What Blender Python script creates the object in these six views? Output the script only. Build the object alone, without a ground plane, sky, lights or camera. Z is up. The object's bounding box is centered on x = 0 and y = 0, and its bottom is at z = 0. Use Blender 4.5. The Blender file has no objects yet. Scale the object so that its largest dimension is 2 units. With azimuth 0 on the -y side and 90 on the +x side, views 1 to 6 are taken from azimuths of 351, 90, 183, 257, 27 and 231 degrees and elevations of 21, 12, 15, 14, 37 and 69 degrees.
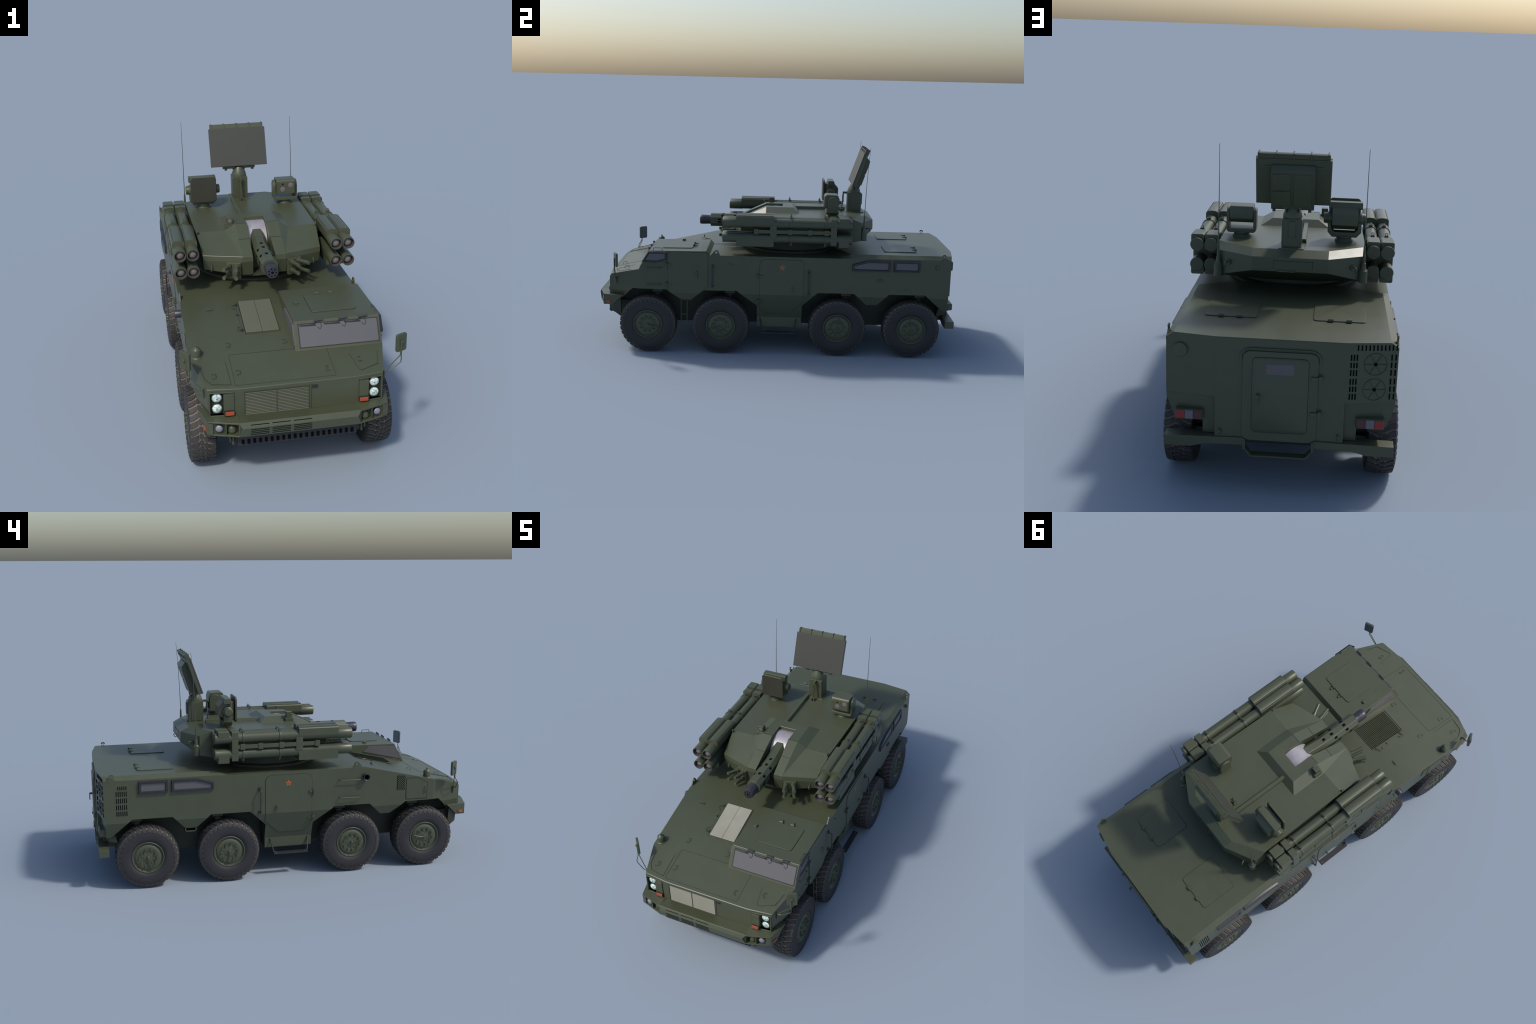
# Eight-wheeled armoured air-defence vehicle, built part by part.
import bpy, bmesh, math, random
from mathutils import Vector, Matrix

R = random.Random(7)
V = Vector
rad = math.radians
X0 = -0.011                       # symmetry plane of the vehicle in world x


# ------------------------------------------------------------------ materials
def new_mat(name):
    m = bpy.data.materials.new(name)
    m.use_nodes = True
    nt = m.node_tree
    b = nt.nodes["Principled BSDF"]
    return m, nt, b


def paint(name, col, rough=0.42, metal=0.0, var=0.10, scale=14.0, dust=None, dust_amt=0.0, bump=0.0, spec=0.5):
    """Base colour with soft mottling, fine grain and optional dust tint."""
    m, nt, b = new_mat(name)
    N, L = nt.nodes, nt.links
    tc = N.new("ShaderNodeTexCoord")
    n1 = N.new("ShaderNodeTexNoise")
    n1.inputs["Scale"].default_value = scale
    n1.inputs["Detail"].default_value = 6.0
    n1.inputs["Roughness"].default_value = 0.65
    L.new(tc.outputs["Object"], n1.inputs["Vector"])
    ramp = N.new("ShaderNodeValToRGB")
    lo = [c * (1 - var) for c in col]
    hi = [c * (1 + var) for c in col]
    ramp.color_ramp.elements[0].position = 0.3
    ramp.color_ramp.elements[0].color = (*lo, 1)
    ramp.color_ramp.elements[1].position = 0.7
    ramp.color_ramp.elements[1].color = (*hi, 1)
    L.new(n1.outputs["Fac"], ramp.inputs["Fac"])
    out = ramp.outputs["Color"]
    if dust:
        n2 = N.new("ShaderNodeTexNoise")
        n2.inputs["Scale"].default_value = 3.1
        n2.inputs["Detail"].default_value = 8.0
        n2.inputs["Roughness"].default_value = 0.7
        L.new(tc.outputs["Object"], n2.inputs["Vector"])
        r2 = N.new("ShaderNodeMapRange")
        r2.inputs["From Min"].default_value = 0.45
        r2.inputs["From Max"].default_value = 0.75
        r2.inputs["To Max"].default_value = dust_amt
        L.new(n2.outputs["Fac"], r2.inputs["Value"])
        mx = N.new("ShaderNodeMix")
        mx.data_type = 'RGBA'
        mx.inputs["B"].default_value = (*dust, 1)
        L.new(r2.outputs["Result"], mx.inputs["Factor"])
        L.new(out, mx.inputs["A"])
        out = mx.outputs["Result"]
    L.new(out, b.inputs["Base Color"])
    rr = N.new("ShaderNodeMapRange")
    rr.inputs["To Min"].default_value = max(0.02, rough - 0.05)
    rr.inputs["To Max"].default_value = rough + 0.05
    L.new(n1.outputs["Fac"], rr.inputs["Value"])
    L.new(rr.outputs["Result"], b.inputs["Roughness"])
    b.inputs["Metallic"].default_value = metal
    b.inputs["Specular IOR Level"].default_value = spec
    if bump:
        n3 = N.new("ShaderNodeTexNoise")
        n3.inputs["Scale"].default_value = 90
        n3.inputs["Detail"].default_value = 4
        L.new(tc.outputs["Object"], n3.inputs["Vector"])
        bp = N.new("ShaderNodeBump")
        bp.inputs["Strength"].default_value = bump
        bp.inputs["Distance"].default_value = 0.002
        L.new(n3.outputs["Fac"], bp.inputs["Height"])
        L.new(bp.outputs["Normal"], b.inputs["Normal"])
    return m


OLIVE = (0.058, 0.068, 0.039)
M_PAINT = paint("olive_paint", OLIVE, 0.40, var=0.05, dust=(0.064, 0.068, 0.038), dust_amt=0.35)
M_GAP = paint("panel_gap", (0.016, 0.020, 0.014), 0.7, var=0.05)  # near-black olive, used for thin raised strips along panel outlines
M_SEAM = paint("shallow_seam", (0.028, 0.034, 0.021), 0.7, var=0.05)  # somewhat paler dark olive, used for the fainter lines on the hood and the fan outlines
M_SLAT = paint("louvre_paint", (0.064, 0.072, 0.043), 0.43, var=0.04)
M_BLACK = paint("black_void", (0.004, 0.004, 0.004), 0.9, var=0.0, spec=0.1)
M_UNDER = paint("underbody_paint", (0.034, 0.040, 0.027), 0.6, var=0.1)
M_FRAME = paint("window_frame_grey", (0.020, 0.0205, 0.026), 0.42, var=0.05)
M_GLASS = paint("tinted_glass", (0.098, 0.096, 0.103), 0.35, var=0.02)
M_RUBBER = paint("black_rubber", (0.020, 0.0195, 0.022), 0.62, var=0.10, scale=30, bump=0.25)
M_TREAD = paint("tread_rubber", (0.033, 0.0315, 0.030), 0.65, var=0.15, scale=40, bump=0.3)
M_MUD = paint("dusty_groove", (0.150, 0.124, 0.104), 0.85, var=0.25, scale=50)
M_STEEL = paint("gun_steel", (0.050, 0.049, 0.060), 0.40, metal=0.4, var=0.08)
M_DARK = paint("dark_steel", (0.022, 0.022, 0.026), 0.5, var=0.1)
M_SILVER = paint("mantlet_silver", (0.33, 0.315, 0.335), 0.48, metal=0.3, var=0.14, scale=24, bump=0.1)
M_RADAR = paint("radar_face_grey", (0.040, 0.041, 0.032), 0.5, var=0.03)
M_TRACK = paint("tracker_face_brown", (0.033, 0.033, 0.022), 0.5, var=0.03)
M_SEEKER = paint("seeker_dome_grey", (0.165, 0.14, 0.133), 0.35, var=0.08)
M_BORE = paint("tube_bore_grey", (0.075, 0.066, 0.072), 0.45, var=0.06)
M_LENS = paint("lens_grey", (0.14, 0.125, 0.13), 0.3, var=0.05)
M_AMBER = paint("amber_plastic", (0.34, 0.065, 0.030), 0.4, var=0.08)
M_RED = paint("red_plastic", (0.24, 0.016, 0.018), 0.3, var=0.08)
M_DRED = paint("dark_red_plastic", (0.075, 0.018, 0.022), 0.35, var=0.08)
M_WHITE = paint("clear_plastic", (0.135, 0.115, 0.135), 0.25, var=0.08)
M_FOG = paint("fog_lens", (0.20, 0.20, 0.235), 0.25, var=0.3, scale=60)
M_MIRROR = paint("mirror_glass", (0.14, 0.165, 0.20), 0.25, metal=0.3, var=0.02)  # base colour tinted blue-grey to paint in the reflected sky
M_STAR = paint("star_red", (0.42, 0.035, 0.03), 0.5, var=0.04)
M_GOLD = paint("star_gold", (0.38, 0.19, 0.03), 0.5, var=0.04)


def lamp_mat():
    """Headlamp reflector: pale green-white glass with darker facet ribs."""
    m, nt, b = new_mat("headlamp_glass")
    N, L = nt.nodes, nt.links
    tc = N.new("ShaderNodeTexCoord")
    w = N.new("ShaderNodeTexVoronoi")
    w.inputs["Scale"].default_value = 140
    w.feature = 'SMOOTH_F1'
    L.new(tc.outputs["Object"], w.inputs["Vector"])
    r = N.new("ShaderNodeValToRGB")
    r.color_ramp.elements[0].color = (0.78, 0.88, 0.84, 1)
    r.color_ramp.elements[1].color = (0.20, 0.34, 0.31, 1)
    r.color_ramp.elements[0].position = 0.25
    r.color_ramp.elements[1].position = 0.75
    L.new(w.outputs["Distance"], r.inputs["Fac"])
    L.new(r.outputs["Color"], b.inputs["Base Color"])
    b.inputs["Roughness"].default_value = 0.15
    b.inputs["Coat Weight"].default_value = 0.6
    return m


M_LAMP = lamp_mat()


# ------------------------------------------------------------------ geometry kit
def frame_from(z):
    z = V(z).normalized()
    a = V((0, 0, 1)) if abs(z.z) < 0.9 else V((1, 0, 0))
    x = a.cross(z).normalized()
    return x, z.cross(x), z


class Geo:
    """Collects primitives and emits them as one named mesh object."""

    def __init__(self):
        self.v, self.f, self.mi = [], [], []
        self.cur = 0

    def add(self, verts, faces):
        o = len(self.v)
        self.v += [V(p) for p in verts]
        for f in faces:
            self.f.append([i + o for i in f])
            self.mi.append(self.cur)
        return self

    def box(self, lo, hi):
        x0, y0, z0 = lo
        x1, y1, z1 = hi
        p = [(x0, y0, z0), (x1, y0, z0), (x1, y1, z0), (x0, y1, z0), (x0, y0, z1), (x1, y0, z1), (x1, y1, z1), (x0, y1, z1)]
        return self.hexa(p)

    def hexa(self, p):
        return self.add(p, [(0, 3, 2, 1), (4, 5, 6, 7), (0, 1, 5, 4), (1, 2, 6, 5), (2, 3, 7, 6), (3, 0, 4, 7)])

    def obox(self, c, ax, ay, az, s):
        """oriented box, centre c, axes and full sizes"""
        c, ax, ay, az = V(c), V(ax).normalized(), V(ay).normalized(), V(az).normalized()
        h = [k / 2 for k in s]
        p = [c + ax * h[0] * i + ay * h[1] * j + az * h[2] * k for k in (-1, 1) for i, j in ((-1, -1), (1, -1), (1, 1), (-1, 1))]
        return self.hexa(p)

    def loft(self, rings, cap=True, closed=False):
        n = len(rings[0])
        v = [p for r in rings for p in r]
        f = []
        m = len(rings)
        for i in range(m if closed else m - 1):
            a, b = i * n, ((i + 1) % m) * n
            for j in range(n):
                k = (j + 1) % n
                f.append((a + j, a + k, b + k, b + j))
        if cap and not closed:
            f.append(tuple(reversed(range(n))))
            f.append(tuple(range((m - 1) * n, m * n)))
        return self.add(v, f)

    def prism(self, poly, axis, a, b):
        """extrude a 2D polygon along x, y or z from a to b"""
        def P(p, t):
            return {'x': (t, p[0], p[1]), 'y': (p[0], t, p[1]), 'z': (p[0], p[1], t)}[axis]
        return self.loft([[P(p, a) for p in poly], [P(p, b) for p in poly]])

    def cyl(self, p, q, r, r2=None, n=20, cap=True):
        p, q = V(p), V(q)
        r2 = r if r2 is None else r2
        x, y, z = frame_from(q - p)
        ring = lambda c, rr: [c + (x * math.cos(2 * math.pi * i / n) + y * math.sin(2 * math.pi * i / n)) * rr for i in range(n)]
        return self.loft([ring(p, r), ring(q, r2)], cap)

    def lathe(self, p, d, prof, n=32, cap=True):
        """profile of (distance along d, radius)"""
        p = V(p)
        x, y, z = frame_from(d)
        rings = [[p + z * t + (x * math.cos(2 * math.pi * i / n) + y * math.sin(2 * math.pi * i / n)) * max(r, 1e-5) for i in range(n)] for t, r in prof]
        return self.loft(rings, cap)

    def tube(self, path, r, n=8, fillet=0.0):
        path = [V(p) for p in path]
        if fillet:
            path = fillet3(path, fillet)
        t0 = (path[1] - path[0]).normalized()
        x, y, _ = frame_from(t0)
        rings = []
        for i, p in enumerate(path):
            a = path[max(i - 1, 0)]
            b = path[min(i + 1, len(path) - 1)]
            t = (b - a).normalized()
            x = (x - t * x.dot(t)).normalized()
            y = t.cross(x)
            rings.append([p + (x * math.cos(2 * math.pi * k / n) + y * math.sin(2 * math.pi * k / n)) * r for k in range(n)])
        return self.loft(rings)

    def torus(self, c, axis, R_, r, n=16, m=8):
        c = V(c)
        x, y, z = frame_from(axis)
        rings = []
        for i in range(n):
            a = 2 * math.pi * i / n
            d = x * math.cos(a) + y * math.sin(a)
            rings.append([c + d * (R_ + r * math.cos(2 * math.pi * j / m)) + z * r * math.sin(2 * math.pi * j / m) for j in range(m)])
        return self.loft(rings, closed=True)

    def seam(self, pts, n, w=0.0018, h=0.0006, closed=True):
        """thin strip along a polyline lying on a surface with normal n"""
        pts = [V(p) for p in pts]
        n = V(n).normalized()
        m = len(pts)
        for i in range(m if closed else m - 1):
            a, b = pts[i], pts[(i + 1) % m]
            d = b - a
            if d.length < 1e-6:
                continue
            t = d.normalized()
            self.obox((a + b) / 2, t, n.cross(t), n, (d.length + w * 0.6, w, 2 * h))
        return self

    def flipx(self):
        o = Geo()
        o.v = [V((-p.x, p.y, p.z)) for p in self.v]
        o.f = [list(reversed(f)) for f in self.f]
        o.mi = list(self.mi)
        return o

    def merge(self, g):
        o = len(self.v)
        self.v += [p.copy() for p in g.v]
        self.f += [[i + o for i in f] for f in g.f]
        self.mi += g.mi
        return self

    def mirror(self):
        return self.merge(self.flipx())

    def mesh(self, name, mats, bevel=0.0, sharp=32, weld=False, seg=2):
        bm = bmesh.new()
        vs = [bm.verts.new(p) for p in self.v]
        for f, k in zip(self.f, self.mi):
            try:
                fa = bm.faces.new([vs[i] for i in f])
                fa.material_index = k
            except ValueError:
                pass
        if weld:
            bmesh.ops.remove_doubles(bm, verts=bm.verts[:], dist=1e-5)
        bmesh.ops.recalc_face_normals(bm, faces=bm.faces[:])
        if bevel:
            bm.normal_update()
            ed = [e for e in bm.edges if len(e.link_faces) == 2 and e.calc_face_angle(0) > rad(25)]
            bmesh.ops.bevel(bm, geom=ed, offset=bevel, offset_type='OFFSET', segments=seg, profile=0.5, affect='EDGES', clamp_overlap=True)
        me = bpy.data.meshes.new(name)
        bm.to_mesh(me)
        bm.free()
        for m in (mats if isinstance(mats, (list, tuple)) else [mats]):
            me.materials.append(m)
        me.shade_smooth()
        me.set_sharp_from_angle(angle=rad(sharp))
        return me

    def emit(self, name, mats, parent, bevel=0.0, sharp=40, weld=False, seg=2, flat=False):
        o = put(self.mesh(name, mats, bevel, sharp, weld, seg), name, parent)
        if bevel and not flat:
            weighted(o)
        return o


def weighted(o):
    """keep broad faces flat next to their small bevels"""
    m = o.modifiers.new("face_weighted_normals", 'WEIGHTED_NORMAL')
    m.mode = 'FACE_AREA'
    m.weight = 100
    m.keep_sharp = False
    return o


def put(me, name, parent, M=None):
    o = bpy.data.objects.new(name, me)
    bpy.context.scene.collection.objects.link(o)
    if parent:
        o.parent = parent
    if M is not None:
        o.matrix_local = M
    return o


def fillet3(path, r, n=5):
    out = [path[0]]
    for i in range(1, len(path) - 1):
        p, a, b = path[i], path[i - 1], path[i + 1]
        da, db = (a - p), (b - p)
        k = min(r, da.length * 0.45, db.length * 0.45)
        s, e = p + da.normalized() * k, p + db.normalized() * k
        for j in range(n + 1):
            t = j / n
            out.append(s * (1 - t) ** 2 + p * 2 * t * (1 - t) + e * t * t)
    out.append(path[-1])
    return out


def rounded(poly, r, n=4):
    """round all corners of a closed 2D polygon"""
    out = []
    m = len(poly)
    for i in range(m):
        p, a, b = V((*poly[i], 0)), V((*poly[i - 1], 0)), V((*poly[(i + 1) % m], 0))
        da, db = a - p, b - p
        k = min(r, da.length * 0.45, db.length * 0.45)
        s, e = p + da.normalized() * k, p + db.normalized() * k
        for j in range(n + 1):
            t = j / n
            q = s * (1 - t) ** 2 + p * 2 * t * (1 - t) + e * t * t
            out.append((q.x, q.y))
    return out


def rect(a, b, c, d):
    return [(a, c), (b, c), (b, d), (a, d)]


# ------------------------------------------------------------------ root
root = bpy.data.objects.new("armored_vehicle", None)
bpy.context.scene.collection.objects.link(root)
root.location = (X0, 0, 0)
root["label"] = "olive green eight-wheeled armoured air-defence vehicle with gun and missiles"
root["category"] = "military vehicle"

# ------------------------------------------------------------------ hull
HX = 0.388            # half width of the hull
ZB = 0.335            # height where the side starts to lean in
LEAN = 0.34


def side_x(z):
    return HX if z >= ZB else HX - (ZB - z) * LEAN


def hood_z(y):
    return 0.5475 + (y + 0.376) * 0.2262


HOOD_N = V((0, -0.2206, 0.9754))

profile = [(-0.931, 0.250), (-0.931, 0.4200), (-0.928, hood_z(-0.928)), (-0.755, hood_z(-0.755)), (-0.376, hood_z(-0.376)), (0.335, 0.546), (0.405, 0.567),
           (0.973, 0.567), (0.973, 0.352), (0.957, 0.350), (0.957, 0.258), (0.917, 0.256), (0.812, 0.351),
           (0.614, 0.351), (0.552, 0.286), (0.492, 0.286), (0.423, 0.351), (0.224, 0.351), (0.141, 0.272), (0.141, 0.196),
           (-0.108, 0.196), (-0.108, 0.266), (-0.218, 0.351), (-0.405, 0.351), (-0.470, 0.290), (-0.522, 0.290), (-0.602, 0.351),
           (-0.789, 0.353), (-0.905, 0.250)]


def build_hull():
    bm = bmesh.new()
    A = [bm.verts.new((-HX, y, z)) for y, z in profile]
    B = [bm.verts.new((HX, y, z)) for y, z in profile]
    n = len(profile)
    bm.faces.new(A)
    bm.faces.new(list(reversed(B)))
    for i in range(n):
        j = (i + 1) % n
        bm.faces.new((A[j], A[i], B[i], B[j]))

    def cut(co, no):
        bmesh.ops.bisect_plane(bm, geom=bm.verts[:] + bm.edges[:] + bm.faces[:], plane_co=co, plane_no=no, dist=1e-6)
    for x in (0.217, 0.362):
        cut((x, 0, 0), (1, 0, 0))
        cut((-x, 0, 0), (1, 0, 0))
    cut((0, 0, ZB), (0, 0, 1))
    cut((0, -0.755, 0), (0, 1, 0))
    cut((0, 0.335, 0), (0, 1, 0))
    cut((0, 0.405, 0), (0, 1, 0))
    bmesh.ops.triangulate(bm, faces=bm.faces[:])
    for v in bm.verts:
        x, y, z = v.co
        s = 1 if x > 0 else -1
        ax = abs(x)
        outer = ax > 0.37
        if outer and z > 0.56:
            v.co.z = 0.549
        if outer and z < ZB:
            v.co.x = s * side_x(z)
        if 0.3 < ax < 0.37 and z < ZB:
            v.co.x = s * (side_x(z) - 0.012)
        if y < -0.755 and ax > 0.3:
            v.co.x = s * (abs(v.co.x) - (0.045 if outer else 0.030) * (-0.755 - y) / 0.170)
        if y < -0.90:
            v.co.y += 0.016 * max(0, (ax - 0.217)) / 0.171
        if y > 0.95:
            v.co.y -= 0.003 * (ax > 0.2) + 0.026 * max(0, ax - 0.217) / 0.171 * (1 if z > 0.35 else 0.6)
        if 0.33 < y < 0.41 and z > 0.54 and ax < 0.3:
            v.co.y -= 0.07
    bmesh.ops.recalc_face_normals(bm, faces=bm.faces[:])
    me = bpy.data.meshes.new("hull")
    bm.to_mesh(me)
    bm.free()
    me.materials.append(M_PAINT)
    body = put(me, "hull", root)
    # cut real pockets for the headlamps and hollow wheel wells behind the side plates
    boxes = []
    for s in (1, -1):
        boxes.append(((0.2825, 0.3335), (-1.0, -0.907), (0.312, 0.4065), s))
        for y0, y1 in ((-0.880, -0.114), (0.147, 0.900)):
            boxes.append(((0.230, 0.336), (y0, y1), (0.05, 0.3575), s))
    boxes.append(((-0.205, 0.048), (-1.0, -0.9215), (0.3055, 0.4085), 1))       # grille opening
    for (x0, x1), (y0, y1), (z0, z1), s in boxes:
        g = Geo()
        g.box((min(s * x0, s * x1), y0, z0), (max(s * x0, s * x1), y1, z1))
        cutter = g.emit("pocket_cutter", M_GAP, root)
        bpy.context.view_layer.update()
        md = body.modifiers.new("pockets", 'BOOLEAN')
        md.operation = 'DIFFERENCE'
        md.solver = 'EXACT'
        md.use_self = True
        md.use_hole_tolerant = True
        md.object = cutter
        cut_mesh = bpy.data.meshes.new_from_object(body.evaluated_get(bpy.context.evaluated_depsgraph_get()))
        body.modifiers.clear()
        body.data = cut_mesh
        bpy.data.objects.remove(cutter)
    bm = bmesh.new()
    bm.from_mesh(body.data)
    bmesh.ops.remove_doubles(bm, verts=bm.verts[:], dist=1e-5)
    bmesh.ops.dissolve_limit(bm, angle_limit=rad(1.0), verts=bm.verts[:], edges=bm.edges[:])
    bm.normal_update()
    ed = [e for e in bm.edges if len(e.link_faces) == 2 and e.calc_face_angle(0) > rad(14)]
    bmesh.ops.bevel(bm, geom=ed, offset=0.0020, offset_type='OFFSET', segments=2, profile=0.5, affect='EDGES', clamp_overlap=True)
    bmesh.ops.recalc_face_normals(bm, faces=bm.faces[:])
    me = bpy.data.meshes.new("hull")
    bm.to_mesh(me)
    bm.free()
    if not me.materials:
        me.materials.append(M_PAINT)
    me.polygons.foreach_set("material_index", [0] * len(me.polygons))
    body.data = me
    me.shade_smooth()
    me.set_sharp_from_angle(angle=rad(50))
    return weighted(body)


hull = build_hull()

# belly between the wheels, chin and rear centre block
g = Geo()
g.prism([(-0.915, 0.30), (-0.905, 0.225), (-0.83, 0.155), (-0.60, 0.134), (0.86, 0.134), (0.93, 0.205), (0.93, 0.345), (-0.90, 0.345)], 'x', -0.236, 0.236)
g.prism([(-0.930, 0.252), (-0.932, 0.188), (-0.918, 0.178), (-0.845, 0.146), (-0.82, 0.146), (-0.82, 0.252)], 'x', -0.248, 0.248)
g.emit("belly", M_UNDER, root, bevel=0.002)

g = Geo()
g.box((-0.2175, 0.89, 0.204), (0.2175, 0.9706, 0.5635))
g.emit("rear_bulkhead", M_PAINT, hull)
g = Geo()
for s in (1, -1):                                                    # inner lower panels beside the tail lamps
    g.box((min(s * 0.216, s * 0.262), 0.90, 0.208), (max(s * 0.216, s * 0.262), 0.949, 0.262))
g.emit("rear_valance", M_PAINT, hull, bevel=0.0015)

# suspension seen in the wheel wells
WY = (-0.705, -0.305, 0.336, 0.742)
WZ, WR = 0.157, 0.157
g = Geo()
for y in WY:
    for s in (1, -1):
        g.cyl((s * 0.30, y + 0.045, 0.19), (s * 0.325, y + 0.045, 0.352), 0.013, n=12)
        g.torus((s * 0.318, y + 0.045, 0.315), (0, 0, 1), 0.016, 0.005)
        g.box((min(s * 0.28, s * 0.345), y + 0.02, 0.326), (max(s * 0.28, s * 0.345), y + 0.075, 0.352))
        g.cyl((s * 0.25, y, WZ), (s * 0.34, y, WZ), 0.03, n=14)
        g.box((min(s * 0.27, s * 0.33), y - 0.05, 0.13), (max(s * 0.27, s * 0.33), y + 0.05, 0.15))
g.emit("suspension", M_UNDER, root, bevel=0.001)

# ------------------------------------------------------------------ cab raised over the hood on the +x side
CABX = 0.036
g = Geo()
wt, wb = (-0.700, 0.5655), (-0.756, hood_z(-0.756) - 0.0005)     # windscreen top and bottom (y, z)
rr, rb = (-0.387, 0.569), (-0.366, 0.545)                        # rear of roof, foot of rear slope
xo = HX
g.add([(CABX - 0.006, *wb), (xo, *wb), (xo, *wt), (CABX, *wt), (CABX, *rr), (xo, *rr), (CABX - 0.002, *rb), (xo, *rb),
       (CABX - 0.006, wb[0], 0.42), (xo - 0.008, wb[0], 0.42), (CABX - 0.002, rb[0], 0.42), (xo - 0.008, rb[0], 0.42)],
      [(0, 1, 2, 3), (3, 2, 5, 4), (4, 5, 7, 6), (0, 3, 4, 6, 10, 8), (1, 7, 5, 2), (1, 9, 11, 7), (8, 9, 1, 0), (6, 7, 11, 10), (8, 10, 11, 9)])
cab = g.emit("cab", M_PAINT, root, bevel=0.0025)


def on_wind(x, t):            # point on the windscreen plane, t=0 bottom, 1 top
    return V((x, wb[0] + (wt[0] - wb[0]) * t, wb[1] + (wt[1] - wb[1]) * t))


wn = V((0, -(wt[1] - wb[1]), (wt[0] - wb[0]))).normalized()
g = Geo()
q = [on_wind(0.052, 0.10), on_wind(0.377, 0.10), on_wind(0.377, 0.89), on_wind(0.052, 0.89)]
g.seam(q, wn, 0.004, 0.0012)
g.emit("windscreen_seal", M_GAP, cab)
g = Geo()
g.loft([[p - wn * 0.002 for p in q], [p + wn * 0.0008 for p in q]])
g.emit("windscreen", M_GLASS, cab)

# wipers
for k, xw in enumerate((0.135, 0.235, 0.318)):
    g = Geo()
    top = on_wind(xw, 0.99) + wn * 0.006
    g.obox(top, (1, 0.0, 0.12), wn, wn.cross(V((1, 0, 0))), (0.034, 0.008, 0.007))
    g.tube([top, on_wind(xw - 0.025, 0.86) + wn * 0.006, on_wind(xw - 0.05, 0.83) + wn * 0.006], 0.0016, 6)
    g.tube([on_wind(xw - 0.078, 0.845) + wn * 0.005, on_wind(xw - 0.012, 0.83) + wn * 0.005], 0.002, 6)
    g.tube([on_wind(xw + 0.005, 0.95) + wn * 0.003, on_wind(xw + 0.012, 0.78) + wn * 0.003, on_wind(xw + 0.004, 0.68) + wn * 0.003, on_wind(xw - 0.006, 0.76) + wn * 0.003], 0.0009, 5)
    g.emit("windscreen_wiper", M_DARK, cab)

# cab side windows
def side_window(poly, s, frame_w, name, parent, x=None, depth=0.010):
    """framed pane on a side wall; poly in (y, z); s is the side"""
    xs = HX if x is None else x
    cy = sum(p[0] for p in poly) / len(poly)
    cz = sum(p[1] for p in poly) / len(poly)

    def inset(d):
        out = []
        m = len(poly)
        sgn = 1 if sum(poly[i][0] * poly[(i + 1) % m][1] - poly[(i + 1) % m][0] * poly[i][1] for i in range(m)) > 0 else -1
        for i in range(m):
            a, p, b = V(poly[i - 1]), V(poly[i]), V(poly[(i + 1) % m])
            d1, d2 = (p - a).normalized(), (b - p).normalized()
            n1, n2 = V((-d1.y, d1.x)) * sgn, V((-d2.y, d2.x)) * sgn
            bis = (n1 + n2).normalized()
            out.append(tuple(p + bis * d / max(0.3, bis.dot(n1))))
        return out
    P = lambda pts, dx: [V((s * (xs + dx), a, b)) for a, b in pts]
    g = Geo()
    o0, o1, i1, i0 = P(poly, -0.003), P(inset(0.003), depth), P(inset(frame_w * 0.75), depth), P(inset(frame_w), depth * 0.35)
    g.loft([o0, o1, i1, i0], cap=False)
    fr = g.emit(name + "_frame", M_FRAME, parent, sharp=20)
    g = Geo()
    g.loft([P(inset(frame_w - 0.002), -0.002), P(inset(frame_w - 0.002), depth * 0.4)])
    g.emit(name + "_pane", M_GLASS, parent)


side_window([(-0.742, 0.502), (-0.655, 0.499), (-0.600, 0.514), (-0.600, 0.563), (-0.703, 0.563)], 1, 0.013, "cab_window", cab, x=HX + 0.001, depth=0.007)
# inner side window of the cab, facing the hood
g = Geo()
lo = lambda y: hood_z(y) + 0.012
q = [(-0.738, lo(-0.738)), (-0.700, 0.552), (-0.545, 0.556), (-0.515, lo(-0.515))]
g.loft([[V((CABX - 0.0065, a, b)) for a, b in q], [V((CABX + 0.004, a, b)) for a, b in q]])
g.emit("cab_quarter_window", M_GLASS, cab)

for s, poly in ((1, [(0.406, 0.477), (0.617, 0.477), (0.617, 0.541), (0.492, 0.541), (0.406, 0.517)]),
                (1, [(0.632, 0.477), (0.777, 0.477), (0.777, 0.541), (0.632, 0.541)]),
                (-1, [(0.406, 0.477), (0.617, 0.477), (0.617, 0.541), (0.492, 0.541), (0.406, 0.517)]),
                (-1, [(0.632, 0.477), (0.777, 0.477), (0.777, 0.541), (0.632, 0.541)])):
    side_window(poly, s, 0.014, "side_window", hull)


# ------------------------------------------------------------------ hatches, doors and seams
def flat_plate(name, poly, base, ux, uy, n, h, mat, parent, bevel=0.0012, seam_w=0.0022, hinge=None):
    """raised rounded plate with a dark seam around it, on a plane"""
    base, ux, uy, n = V(base), V(ux), V(uy), V(n).normalized()
    P = lambda pts, d: [base + ux * a + uy * b + n * d for a, b in pts]
    g = Geo()
    g.loft([P(poly, -0.002), P(poly, h)])
    o = g.emit(name, mat, parent, bevel=bevel)
    g = Geo()
    g.seam(P(poly, 0), n, seam_w, 0.0009)
    g.emit(name + "_seam", M_GAP, o)
    return o


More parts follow.
